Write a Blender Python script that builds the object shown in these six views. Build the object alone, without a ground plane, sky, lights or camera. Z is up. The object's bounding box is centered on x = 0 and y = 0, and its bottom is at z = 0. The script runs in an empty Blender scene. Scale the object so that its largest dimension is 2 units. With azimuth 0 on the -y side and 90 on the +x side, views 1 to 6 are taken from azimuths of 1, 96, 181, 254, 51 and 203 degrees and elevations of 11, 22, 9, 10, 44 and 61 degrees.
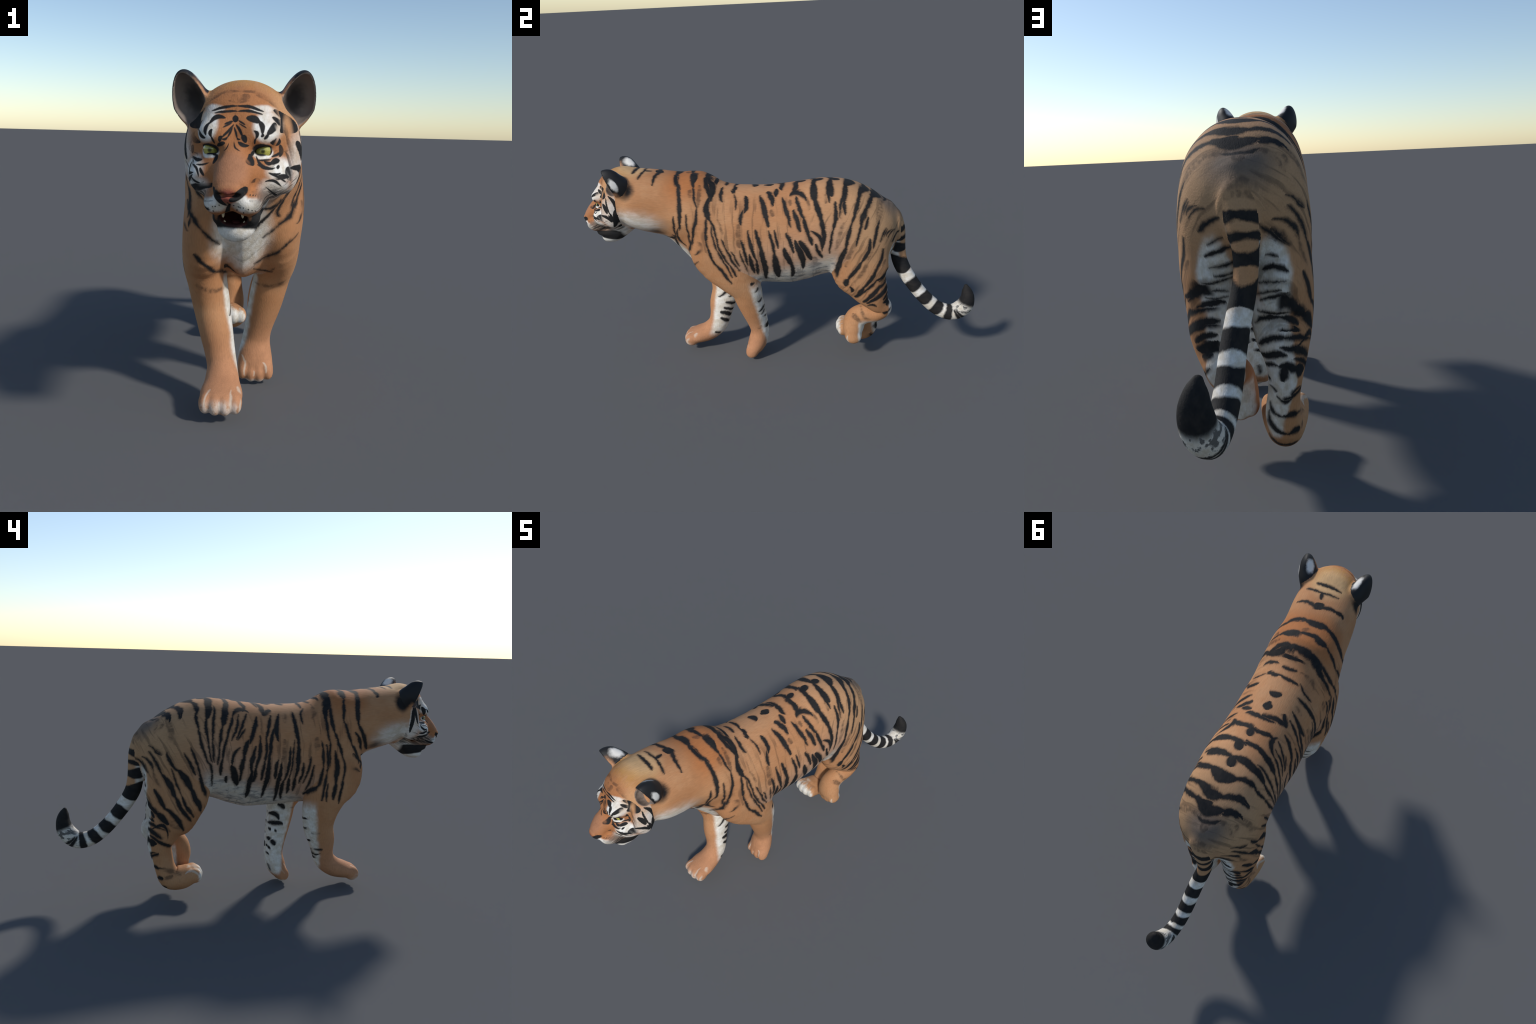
# ---------------------------------------------------------------- implicit modelling helpers
import bpy
import bmesh
import math
import random
import numpy as np
from mathutils import Vector

random.seed(7)
CELL = 0.004
BIG = 9.0


def smin(a, b, k):
    h = np.clip(k - np.abs(a - b), 0, None) / k
    return np.minimum(a, b) - h * h * k * 0.25


def smax(a, b, k):
    return -smin(-a, -b, k)


def ellipsoid(P, c, r, turn=None):
    """Distance-like field of an ellipsoid; turn = 3x3 matrix whose rows are its axes."""
    q = P - np.asarray(c, np.float32)
    if turn is not None:
        q = q @ np.asarray(turn, np.float32).T
    s = np.sqrt(((q / np.asarray(r, np.float32)) ** 2).sum(-1)) + 1e-9
    return np.sqrt((q * q).sum(-1)) * (1 - 1 / s) + np.where(s < .05, -min(r), 0)


def catmull(nodes, per=4):
    n = np.asarray(nodes, float)
    n = np.vstack([2 * n[0] - n[1], n, 2 * n[-1] - n[-2]])
    out = []
    for i in range(1, len(n) - 2):
        a, b, c, d = n[i - 1:i + 3]
        for t in np.arange(per) / per:
            out.append(.5 * (2 * b + (c - a) * t + (2 * a - 5 * b + 4 * c - d) * t * t + (3 * b - a - 3 * c + d) * t ** 3))
    out.append(n[-2])
    return np.asarray(out, np.float32)


def limb(P, nodes, per=4):
    """Tube along a spine; nodes are (x, y, z, half width sideways, half depth in the y-z plane)."""
    n = catmull(nodes, per)
    n[:, 3:] = np.maximum(n[:, 3:], .006)
    best = np.full(len(P), .2, np.float32)
    near = np.full(len(P), BIG, np.float32)
    X, Y, Z = (np.ascontiguousarray(P[:, i]) for i in range(3))
    for a, b in zip(n[:-1], n[1:]):
        ax = b[:3] - a[:3]
        L2 = float(ax @ ax)
        if L2 < 1e-10:
            continue
        reach = max(a[3:].max(), b[3:].max()) + .05
        lo, hi = np.minimum(a[:3], b[:3]) - reach, np.maximum(a[:3], b[:3]) + reach
        m = np.nonzero((Z > lo[2]) & (Z < hi[2]) & (Y > lo[1]) & (Y < hi[1]) & (X > lo[0]) & (X < hi[0]))[0]
        if not len(m):
            continue
        qx, qy, qz = X[m] - a[0], Y[m] - a[1], Z[m] - a[2]
        t = np.clip((qx * ax[0] + qy * ax[1] + qz * ax[2]) / np.float32(L2), 0, 1)
        qx, qy, qz = qx - t * ax[0], qy - t * ax[1], qz - t * ax[2]
        ry = a[4] + t * (b[4] - a[4])
        rx = a[3] + t * (b[3] - a[3])
        q2, r2 = qx * qx, qy * qy + qz * qz
        s = np.sqrt(q2 / (rx * rx) + r2 / (ry * ry)) + np.float32(1e-9)
        d = np.sqrt(q2 + r2) * (1 - 1 / s)
        d = np.where(s < .05, -np.minimum(rx, ry), d)
        axis2 = q2 + r2                                       # the nearest stretch of the spine decides
        k = axis2 < near[m]
        near[m[k]], best[m[k]] = axis2[k], d[k]
    return best


def smooth_interp(x, xs, ys):
    """Monotone cubic interpolation through the stations."""
    xs, ys = np.asarray(xs, float), np.asarray(ys, float)
    d = np.diff(ys) / np.diff(xs)
    m = np.zeros_like(ys)
    m[1:-1] = np.where(d[:-1] * d[1:] > 0, 2 * d[:-1] * d[1:] / (d[:-1] + d[1:] + 1e-12 * np.sign(d[1:] + 1e-30)), 0)
    m[0], m[-1] = d[0], d[-1]
    x = np.clip(x, xs[0], xs[-1])
    i = np.clip(np.searchsorted(xs, x) - 1, 0, len(xs) - 2)
    h = xs[i + 1] - xs[i]
    t = (x - xs[i]) / h
    return (ys[i] * (1 + 2 * t) * (1 - t) ** 2 + h * m[i] * t * (1 - t) ** 2 + ys[i + 1] * t * t * (3 - 2 * t) + h * m[i + 1] * t * t * (t - 1)).astype(np.float32)


def trunk(P, st):
    """Loft along y. Stations: y, top z, bottom z, half width, z of greatest width, middle x, upper fullness."""
    st = np.asarray(st, float)
    y = P[:, 1]
    g = np.arange(st[0, 0], st[-1, 0] + .001, .004)
    tab = [smooth_interp(g, st[:, 0], st[:, i]) for i in range(1, 8)]
    top, bot, w, mid, cx, p, plo = [np.interp(y, g, t).astype(np.float32) for t in tab]
    u = np.abs(P[:, 0] - cx)
    v = P[:, 2] - mid
    h = np.where(v > 0, top - mid, mid - bot)
    pw = np.where(v > 0, p, plo)
    s = ((u / w) ** pw + (np.abs(v) / h) ** pw) ** (1 / pw) + 1e-9
    d = np.sqrt(u * u + v * v) * (1 - 1 / s)
    d = np.where(s < .05, -np.minimum(w, h), d)
    over = np.maximum(st[0, 0] - y, y - st[-1, 0])
    return np.where(over > 0, np.sqrt(np.maximum(d, 0) ** 2 + over ** 2), d)


# ---------------------------------------------------------------- the tiger's form
TRUNK = [  # y, top, bottom, half width, widest z, middle x, fullness above, fullness below
    (-.80, 1.035, .800, .105, .90, .006, 2.2, 2.1),
    (-.74, 1.052, .764, .142, .89, .006, 2.3, 2.1),
    (-.68, 1.048, .738, .158, .88, .003, 2.4, 2.1),
    (-.62, 1.041, .720, .162, .87, -.001, 2.4, 2.0),
    (-.56, 1.034, .694, .163, .85, -.005, 2.4, 1.65),
    (-.52, 1.029, .650, .165, .84, -.006, 2.3, 1.4),
    (-.46, 1.024, .576, .176, .82, -.006, 2.2, 1.28),
    (-.41, 1.027, .514, .184, .80, -.006, 2.15, 1.28),
    (-.37, 1.026, .468, .188, .77, -.006, 2.1, 1.35),
    (-.325, 1.012, .450, .191, .74, -.004, 2.05, 1.5),
    (-.25, .970, .446, .192, .70, .000, 2.05, 1.80),
    (-.17, .955, .443, .191, .69, .003, 2.1, 1.72),
    (-.05, .952, .434, .191, .68, .005, 2.1, 1.58),
    (.06, .959, .430, .193, .68, .005, 2.1, 1.56),
    (.16, .972, .452, .191, .69, .009, 2.15, 1.62),
    (.25, .981, .484, .188, .71, .008, 2.2, 1.75),
    (.33, .975, .500, .186, .71, .004, 2.3, 1.9),
    (.40, .958, .505, .181, .71, .003, 2.4, 2.0),
    (.47, .924, .515, .176, .70, .000, 2.5, 2.0),
    (.53, .884, .545, .154, .70, .000, 2.5, 2.0),
    (.58, .840, .590, .112, .71, .000, 2.3, 2.0),
    (.615, .790, .680, .050, .73, .000, 2.0, 2.0),
]
TAIL = [
    (.003, .555, .815, .050, .050), (.000, .592, .770, .049, .046), (-.004, .615, .715, .043, .040),
    (-.010, .620, .655, .036, .039), (-.010, .623, .595, .032, .039), (-.002, .635, .535, .032, .039),
    (.013, .667, .472, .033, .037), (.026, .713, .405, .034, .035), (.035, .768, .341, .034, .036),
    (.047, .831, .290, .034, .038), (.062, .898, .276, .036, .042), (.077, .950, .314, .041, .044),
    (.084, .966, .365, .038, .035), (.080, .961, .408, .026, .024), (.076, .957, .428, .014, .012)]
FORELIMB_L = [
    (-.104, -.335, .80, .072, .105), (-.120, -.356, .70, .076, .128), (-.130, -.366, .60, .074, .140),
    (-.138, -.318, .51, .072, .110), (-.129, -.293, .43, .067, .097), (-.113, -.292, .34, .064, .080),
    (-.095, -.318, .26, .058, .070), (-.080, -.332, .19, .053, .057), (-.070, -.352, .140, .052, .054),
    (-.066, -.400, .100, .060, .051), (-.064, -.450, .083, .070, .046), (-.064, -.488, .073, .068, .039)]
FORELIMB_R = [
    (.092, -.295, .80, .068, .095), (.106, -.290, .70, .078, .117), (.113, -.278, .60, .074, .120),
    (.112, -.211, .51, .070, .099), (.097, -.158, .435, .066, .082), (.081, -.142, .36, .064, .071),
    (.068, -.127, .30, .061, .065), (.048, -.107, .21, .052, .053), (.040, -.101, .155, .054, .049),
    (.038, -.114, .100, .064, .050), (.040, -.132, .062, .066, .043), (.041, -.140, .045, .060, .034)]
HINDLIMB_L = [
    (-.086, .400, .80, .068, .110), (-.094, .425, .68, .082, .145), (-.096, .430, .58, .085, .157),
    (-.095, .434, .51, .088, .153), (-.092, .444, .46, .089, .135), (-.091, .460, .41, .085, .117),
    (-.093, .488, .365, .075, .089), (-.096, .506, .32, .060, .071), (-.094, .517, .275, .048, .059),
    (-.088, .505, .220, .045, .052), (-.083, .490, .160, .050, .050), (-.086, .464, .105, .052, .056),
    (-.086, .415, .102, .064, .058), (-.086, .372, .115, .070, .050), (-.086, .354, .120, .064, .042)]
HINDLIMB_R = [
    (.090, .390, .80, .070, .110), (.098, .415, .68, .084, .140), (.100, .424, .58, .087, .146),
    (.096, .434, .51, .084, .139), (.084, .460, .45, .086, .108), (.080, .490, .395, .083, .086),
    (.076, .518, .345, .068, .060), (.072, .545, .308, .050, .047), (.066, .508, .276, .050, .047),
    (.060, .454, .268, .053, .053), (.054, .410, .238, .058, .055), (.054, .396, .188, .066, .055),
    (.055, .396, .148, .066, .045)]

HEAD_AT, YAW = np.array((.006, -.79, 0.)), math.radians(6.4)
FWD = np.array((-math.sin(YAW), -math.cos(YAW), 0.))
LAT = np.array((math.cos(YAW), -math.sin(YAW), 0.))


def head_local(P):
    q = P - HEAD_AT
    return np.stack([q @ LAT, q @ FWD, P[:, 2]], -1).astype(np.float32)


def head_world(x, f, z):
    return HEAD_AT + LAT * x + FWD * f + np.array((0, 0, z))


def pair(P, c, r, turn=None):
    """The same ellipsoid on both sides of the face."""
    Q = P.copy()
    Q[:, 0] = np.sqrt(Q[:, 0] ** 2 + 1e-4)
    return ellipsoid(Q, c, r, turn)


def rot_x(a):
    c, s = math.cos(a), math.sin(a)
    return np.array(((1, 0, 0), (0, c, s), (0, -s, c)))


def rot_z(a):
    c, s = math.cos(a), math.sin(a)
    return np.array(((c, s, 0), (-s, c, 0), (0, 0, 1)))


EYE = (.0640, .081, .891)
TILT = np.array(((.96, 0, .28), (0, 1, 0), (-.28, 0, .96)))     # the outer corner of the eye sits higher


def head_field(P):
    L = head_local(P)
    d = ellipsoid(L, (0, -.02, .950), (.124, .100, .112))                        # skull
    d = smin(d, limb(L, [(0, .03, .895, .090, .075), (0, .060, .882, .072, .058), (0, .105, .860, .054, .049),
                         (0, .140, .835, .046, .042), (0, .170, .806, .042, .034), (0, .180, .797, .036, .029)], 4), .04)   # bridge of the nose
    d = smin(d, ellipsoid(L, (0, .045, .965), (.082, .050, .058)), .03)          # forehead
    d = smin(d, pair(L, (.047, .078, .926), (.050, .045, .036)), .035)           # brow
    d = smin(d, pair(L, (.036, .122, .768), (.036, .056, .033)), .025)           # whisker pads
    d = smin(d, pair(L, (.067, .040, .824), (.062, .080, .054)), .04)            # cheeks
    d = smin(d, pair(L, (.112, -.004, .880), (.040, .046, .094), rot_z(-.2)), .035)   # ruff
    d = smin(d, limb(L, [(0, -.03, .772, .072, .046), (0, .018, .734, .055, .044), (0, .056, .710, .050, .043),
                         (0, .082, .702, .046, .038)], 4), .02)                   # lower jaw
    d = smin(d, pair(L, (.042, .072, .728), (.017, .056, .022)), .012)           # corners of the mouth
    d = smax(d, -pair(L, (EYE[0], EYE[1] + .012, EYE[2]), (.0185, .024, .0078), TILT), .006)     # eye sockets
    d = smax(d, -pair(L, (.049, .136, .884), (.016, .022, .016)), .022)                   # hollow beside the nose
    d = smax(d, -ellipsoid(L, (0, .120, .728), (.034, .075, .0165)), .006)                # open mouth
    d = smax(d, -pair(L, (.019, .200, .790), (.011, .012, .006)), .006)                   # nostrils
    d = smax(d, -ellipsoid(L, (0, .180, .760), (.003, .012, .022)), .006)                 # cleft of the lip
    return d


def ear_axes(side):
    up = np.array((side * .25, -.37, .93))
    up /= np.linalg.norm(up)
    n = np.array((side * .14, -.93, -.37))
    n -= up * (n @ up)
    n /= np.linalg.norm(n)
    return np.stack([np.cross(up, n), up, n])


EAR_C = {1: (.146, -.783, 1.018), -1: (-.133, -.783, 1.014)}


def ear_taper(q):
    """Narrow the ear towards its tip."""
    q = q.copy()
    q[:, 0] *= 1 + .30 * np.clip(q[:, 1] / .07, -.3, 1)
    return q


def ear_field(P, side):
    A, c = ear_axes(side), EAR_C[side]
    q = (P - np.asarray(c, np.float32)) @ A.T.astype(np.float32)
    out = ellipsoid(ear_taper(q), (0, 0, 0), (.0455, .073, .066))
    out = smax(out, q[:, 2] - .004, .008)
    out = smin(out, ellipsoid(P, (c[0] - side * .022, -.730, .985), (.038, .038, .055)), .03)
    return out


def ear_hole(P, side):
    A, c = ear_axes(side), EAR_C[side]
    q = (P - np.asarray(c, np.float32) - (A[2] * .006).astype(np.float32)) @ A.T.astype(np.float32)
    return ellipsoid(ear_taper(q), (0, 0, 0), (.040, .067, .040))


def toes(P, d, c, span, fwd, r, n=4, k=.010):
    """A row of toes fanned over the front of a paw: c = middle, span = half width, fwd = pointing direction."""
    fwd = np.asarray(fwd, float) / np.linalg.norm(fwd)
    side = np.array((1., 0, 0))
    up = np.cross(side, fwd)
    for i in range(n):
        t = (i - (n - 1) / 2) / ((n - 1) / 2)
        at = np.asarray(c) + side * span * t + fwd * (.010 * (1 - t * t) - .004)
        axis = np.stack([np.cross(fwd + side * .18 * t, up), fwd + side * .18 * t, up])
        axis /= np.linalg.norm(axis, axis=1)[:, None]
        d = smin(d, ellipsoid(P, at, r, axis), k)
    return d


def limb_field(P, which):
    if which == "fl":
        d = limb(P, FORELIMB_L)
        d = toes(P, d, (-.064, -.498, .066), .046, (0, -1, -.22), (.024, .036, .035))
    elif which == "fr":
        d = limb(P, FORELIMB_R)
        d = toes(P, d, (.041, -.146, .048), .044, (0, -.45, -1), (.023, .036, .032))
    elif which == "hl":
        d = limb(P, HINDLIMB_L)
        d = toes(P, d, (-.086, .346, .122), .047, (0, -1, .18), (.024, .034, .036))
    else:
        d = limb(P, HINDLIMB_R)
        d = toes(P, d, (.056, .396, .144), .042, (0, -.05, -1), (.023, .034, .040))
    return d


GROUPS = ("torso", "head", "tail", "fl", "fr", "hl", "hr", "ear_l", "ear_r")


ZONES = dict(torso=((-.3, -.95, .35), (.3, .70, 1.12)), head=((-.21, -1.05, .58), (.21, -.60, 1.12)),
             tail=((-.08, .48, .18), (.14, 1.05, .90)), fl=((-.27, -.62, -.05), (.06, -.05, .95)),
             fr=((-.06, -.58, -.05), (.27, .02, .95)), hl=((-.25, .18, -.05), (.06, .68, .95)),
             hr=((-.06, .18, -.05), (.25, .68, .95)), ear_l=((-.24, -.88, .86), (-.03, -.62, 1.13)),
             ear_r=((.03, -.88, .86), (.24, -.62, 1.13)))


def fields(P):
    how = dict(torso=lambda p: trunk(p, TRUNK), head=head_field, tail=lambda p: limb(p, TAIL),
               ear_l=lambda p: ear_field(p, -1), ear_r=lambda p: ear_field(p, 1))
    out = {}
    for g in GROUPS:
        lo, hi = np.array(ZONES[g], np.float32)
        m = np.nonzero((P[:, 2] > lo[2]) & (P[:, 2] < hi[2]) & (P[:, 1] > lo[1]) & (P[:, 1] < hi[1]) & (P[:, 0] > lo[0]) & (P[:, 0] < hi[0]))[0]
        v = np.full(len(P), .2, np.float32)
        if len(m):
            v[m] = how[g](P[m]) if g in how else limb_field(P[m], g)
        out[g] = v
    return out


def body(P):
    P = np.asarray(P, np.float32)
    f = fields(P)
    d = f["torso"]
    if (P[:, 1] < -.2).any():                                                   # points of the shoulders
        d = smin(d, ellipsoid(P, (.124, -.352, .640), (.050, .060, .090)), .06)
        d = smin(d, ellipsoid(P, (-.114, -.432, .640), (.056, .062, .090)), .06)
    d = smin(d, np.minimum(f["fl"], f["fr"]), .032)
    d = smin(d, np.minimum(f["hl"], f["hr"]), .028)
    d = smin(d, f["tail"], .03)
    d = smin(d, f["head"], .03)
    for name, side in (("ear_l", -1), ("ear_r", 1)):
        m = np.nonzero(f[name] < .15)[0]
        if len(m):
            e = smin(d[m], f[name][m], .015)
            d[m] = smax(e, -ear_hole(P[m], side), .004)
    return d


# ---------------------------------------------------------------- turning the form into a mesh
def surface(fn, lo, hi, cell, coarse=4):
    lo = np.asarray(lo, np.float32)
    nb = np.ceil((np.asarray(hi) - lo) / (cell * coarse)).astype(int)
    n = nb * coarse + 1
    cg = [lo[i] + np.arange(nb[i] + 1, dtype=np.float32) * cell * coarse for i in range(3)]
    C = np.stack(np.meshgrid(*cg, indexing="ij"), -1).reshape(-1, 3)
    cv = fn(C).reshape(nb + 1)
    mn = cv[:-1, :-1, :-1].copy()
    mx = mn.copy()
    for a in (0, 1):
        for b in (0, 1):
            for c in (0, 1):
                v = cv[a:a + nb[0], b:b + nb[1], c:c + nb[2]]
                mn, mx = np.minimum(mn, v), np.maximum(mx, v)
    pad = cell * coarse * 1.3
    live = (mn < pad) & (mx > -pad)
    grid = np.where(cv > 0, 1., -1.).astype(np.float32)
    full = np.repeat(np.repeat(np.repeat(grid[:-1, :-1, :-1], coarse, 0), coarse, 1), coarse, 2)
    full = np.pad(full, ((0, 1), (0, 1), (0, 1)), mode="edge")
    mask = np.zeros(n, bool)
    li = np.argwhere(live)
    for a in range(coarse + 1):
        for b in range(coarse + 1):
            for c in range(coarse + 1):
                mask[li[:, 0] * coarse + a, li[:, 1] * coarse + b, li[:, 2] * coarse + c] = True
    idx = np.argwhere(mask)
    vals = np.empty(len(idx), np.float32)
    for s in range(0, len(idx), 400000):
        vals[s:s + 400000] = fn(lo + idx[s:s + 400000].astype(np.float32) * cell)
    full[mask] = vals
    inside = full < 0
    cnt = np.zeros(n - 1, np.int8)
    for a in (0, 1):
        for b in (0, 1):
            for c in (0, 1):
                cnt += inside[a:a + n[0] - 1, b:b + n[1] - 1, c:c + n[2] - 1]
    cells = np.argwhere((cnt > 0) & (cnt < 8))
    num = np.full(n - 1, -1, np.int32)
    num[tuple(cells.T)] = np.arange(len(cells))
    acc, w = np.zeros((len(cells), 3)), np.zeros(len(cells))
    corner = [(a, b, c) for a in (0, 1) for b in (0, 1) for c in (0, 1)]
    for p in corner:
        for ax in range(3):
            if p[ax]:
                continue
            q = list(p)
            q[ax] = 1
            vp = full[tuple((cells + p).T)]
            vq = full[tuple((cells + q).T)]
            m = (vp < 0) != (vq < 0)
            t = vp[m] / (vp[m] - vq[m])
            pt = np.tile(np.asarray(p, float), (m.sum(), 1))
            pt[:, ax] = t
            acc[m] += pt
            w[m] += 1
    verts = lo + (cells + acc / w[:, None]) * cell
    quads = []
    for ax in range(3):
        o1, o2 = [(1, 2), (2, 0), (0, 1)][ax]
        A = inside
        sl0 = [slice(None)] * 3
        sl1 = [slice(None)] * 3
        sl0[ax], sl1[ax] = slice(0, -1), slice(1, None)
        ch = np.argwhere(A[tuple(sl0)] != A[tuple(sl1)])
        ok = (ch[:, o1] > 0) & (ch[:, o2] > 0) & (ch[:, o1] < n[o1] - 1) & (ch[:, o2] < n[o2] - 1)
        ch = ch[ok]
        e1, e2 = np.zeros(3, int), np.zeros(3, int)
        e1[o1], e2[o2] = 1, 1
        q = np.stack([num[tuple((ch - e1 - e2).T)], num[tuple((ch - e2).T)], num[tuple(ch.T)], num[tuple((ch - e1).T)]], 1)
        flip = ~A[tuple(ch.T)]
        q[flip] = q[flip][:, ::-1]
        quads.append(q)
    return verts.astype(np.float32), np.vstack(quads)


def settle(fn, V, Q, limit=.003, e=.0015):
    """A Newton step along the vertex normals that brings the vertices onto the form."""
    fnorm = np.cross(V[Q[:, 2]] - V[Q[:, 0]], V[Q[:, 3]] - V[Q[:, 1]])
    n = np.zeros_like(V)
    for i in range(4):
        for ax in range(3):
            n[:, ax] += np.bincount(Q[:, i], fnorm[:, ax], len(V))
    n /= np.linalg.norm(n, axis=1)[:, None] + 1e-12
    d = fn(V)
    slope = (fn(V + n * e) - d) / e
    step = np.clip(d / np.maximum(slope, .25), -limit, limit)
    return (V - n * step[:, None]).astype(np.float32)
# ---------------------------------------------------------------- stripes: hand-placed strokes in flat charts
STRIPES = []


def stripe(chart, u0, v0, u1, v1, bow, half, strength=1.0):
    """One tapering stripe from (u0, v0) to (u1, v1); bow = how far its middle leaves the chord."""
    STRIPES.append((chart, u0, v0, u1, v1, bow, half, strength))


# right
stripe("right", -0.462, 1.014, -0.457, 0.779, 0.013, 0.0068)
stripe("right", -0.457, 0.795, -0.416, 0.663, -0.044, 0.0047)
stripe("right", -0.393, 1.023, -0.380, 0.993, 0.010, 0.0077)
stripe("right", -0.384, 0.994, -0.361, 0.886, -0.003, 0.0038)
stripe("right", -0.350, 0.983, -0.361, 0.882, 0.004, 0.0059, .55)
stripe("right", -0.360, 0.890, -0.410, 0.687, 0.005, 0.0055)
stripe("right", -0.399, 0.969, -0.390, 0.937, -0.001, 0.0059, .55)
stripe("right", -0.412, 0.855, -0.416, 0.686, 0.001, 0.0038)
stripe("right", -0.320, 1.009, -0.296, 0.915, 0.015, 0.0096)
stripe("right", -0.304, 0.930, -0.300, 0.828, -0.014, 0.0105)
stripe("right", -0.314, 0.849, -0.318, 0.686, -0.006, 0.0046)
stripe("right", -0.318, 0.709, -0.274, 0.588, -0.011, 0.0051)
stripe("right", -0.282, 0.602, -0.216, 0.496, -0.001, 0.0056)
stripe("right", -0.304, 0.840, -0.268, 0.714, 0.006, 0.0042)
stripe("right", -0.271, 0.727, -0.214, 0.590, -0.008, 0.0038)
stripe("right", -0.218, 0.600, -0.186, 0.532, 0.000, 0.0043)
stripe("right", -0.295, 0.799, -0.267, 0.669, -0.007, 0.0029)
stripe("right", -0.270, 0.678, -0.209, 0.534, -0.002, 0.0038)
stripe("right", -0.260, 0.830, -0.241, 0.726, 0.004, 0.0034, .55)
stripe("right", -0.245, 0.735, -0.170, 0.562, -0.007, 0.0038)
stripe("right", -0.207, 0.672, -0.172, 0.586, 0.004, 0.0034)
stripe("right", -0.478, 0.849, -0.493, 0.708, -0.002, 0.0043)
stripe("right", -0.494, 0.720, -0.490, 0.635, -0.006, 0.0053)
stripe("right", -0.247, 0.957, -0.239, 0.906, -0.006, 0.0051)
stripe("right", -0.187, 0.956, -0.202, 0.942, 0.009, 0.0064)
stripe("right", -0.185, 0.930, -0.177, 0.873, 0.008, 0.0038)
stripe("right", -0.129, 0.924, -0.135, 0.857, 0.009, 0.0088)
stripe("right", -0.141, 0.872, -0.150, 0.804, -0.006, 0.0058)
stripe("right", -0.287, 0.990, -0.270, 0.979, -0.000, 0.0057)
stripe("right", -0.160, 0.804, -0.163, 0.694, -0.003, 0.0084, .55)
stripe("right", -0.153, 0.730, -0.126, 0.588, 0.002, 0.0055)
stripe("right", -0.164, 0.676, -0.133, 0.555, 0.000, 0.0030)
stripe("right", -0.115, 0.775, -0.080, 0.610, -0.006, 0.0063)
stripe("right", -0.083, 0.632, -0.083, 0.525, -0.001, 0.0064)
stripe("right", -0.075, 0.779, -0.054, 0.671, -0.001, 0.0071)
stripe("right", -0.058, 0.689, -0.048, 0.493, 0.009, 0.0107)
stripe("right", -0.115, 0.657, -0.099, 0.539, -0.002, 0.0077)
stripe("right", -0.056, 0.922, -0.016, 0.797, 0.003, 0.0088)
stripe("right", -0.017, 0.774, 0.010, 0.637, 0.005, 0.0056)
stripe("right", 0.009, 0.652, 0.017, 0.502, 0.002, 0.0123)
stripe("right", -0.025, 0.936, 0.010, 0.887, 0.008, 0.0089)
stripe("right", 0.021, 0.946, 0.019, 0.922, -0.002, 0.0081)
stripe("right", 0.048, 0.958, 0.042, 0.945, -0.002, 0.0062)
stripe("right", 0.013, 0.778, 0.030, 0.688, -0.002, 0.0052)
stripe("right", 0.054, 0.916, 0.088, 0.819, 0.001, 0.0072)
stripe("right", 0.080, 0.827, 0.095, 0.789, -0.001, 0.0040)
stripe("right", -0.004, 0.870, 0.010, 0.841, -0.001, 0.0060, .55)
stripe("right", 0.084, 0.910, 0.092, 0.887, -0.000, 0.0052, .55)
stripe("right", 0.120, 0.966, 0.112, 0.936, -0.004, 0.0090)
stripe("right", 0.088, 0.926, 0.168, 0.916, 0.017, 0.0080)
stripe("right", 0.168, 0.922, 0.184, 0.871, 0.003, 0.0040, .55)
stripe("right", 0.120, 0.921, 0.152, 0.831, -0.003, 0.0068)
stripe("right", 0.148, 0.842, 0.178, 0.749, 0.004, 0.0071)
stripe("right", 0.174, 0.761, 0.193, 0.703, 0.001, 0.0068)
stripe("right", 0.106, 0.867, 0.139, 0.774, 0.001, 0.0075)
stripe("right", 0.202, 0.977, 0.212, 0.906, -0.004, 0.0121)
stripe("right", 0.210, 0.916, 0.240, 0.819, 0.001, 0.0103)
stripe("right", 0.238, 0.834, 0.240, 0.693, 0.008, 0.0080)
stripe("right", 0.288, 0.977, 0.289, 0.928, -0.006, 0.0112)
stripe("right", 0.263, 0.932, 0.261, 0.899, 0.002, 0.0044, .55)
stripe("right", 0.308, 0.901, 0.293, 0.770, 0.006, 0.0067)
stripe("right", 0.293, 0.778, 0.276, 0.659, -0.003, 0.0052)
stripe("right", 0.194, 0.777, 0.238, 0.674, 0.018, 0.0072)
stripe("right", 0.209, 0.707, 0.239, 0.630, -0.003, 0.0068)
stripe("right", 0.069, 0.765, 0.104, 0.665, 0.003, 0.0068)
stripe("right", 0.055, 0.688, 0.096, 0.584, -0.004, 0.0101)
stripe("right", 0.085, 0.606, 0.087, 0.508, 0.009, 0.0083)
stripe("right", 0.114, 0.729, 0.149, 0.570, 0.006, 0.0113)
stripe("right", 0.134, 0.729, 0.187, 0.623, 0.002, 0.0112)
stripe("right", 0.120, 0.566, 0.128, 0.497, 0.009, 0.0125, .55)
stripe("right", 0.199, 0.638, 0.202, 0.589, 0.004, 0.0081, .55)
stripe("right", 0.364, 0.969, 0.346, 0.903, -0.007, 0.0093)
stripe("right", 0.347, 0.914, 0.350, 0.849, -0.000, 0.0055)
stripe("right", 0.463, 0.925, 0.417, 0.899, -0.026, 0.0085)
stripe("right", 0.417, 0.906, 0.379, 0.800, 0.004, 0.0051)
stripe("right", 0.382, 0.809, 0.352, 0.671, -0.003, 0.0060)
stripe("right", 0.356, 0.692, 0.301, 0.507, -0.004, 0.0104)
stripe("right", 0.514, 0.895, 0.474, 0.884, -0.025, 0.0095)
stripe("right", 0.477, 0.890, 0.429, 0.784, -0.016, 0.0078)
stripe("right", 0.431, 0.797, 0.402, 0.691, -0.002, 0.0051)
stripe("right", 0.402, 0.701, 0.357, 0.582, -0.008, 0.0070, .55)
stripe("right", 0.461, 0.830, 0.445, 0.774, 0.002, 0.0051)
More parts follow.
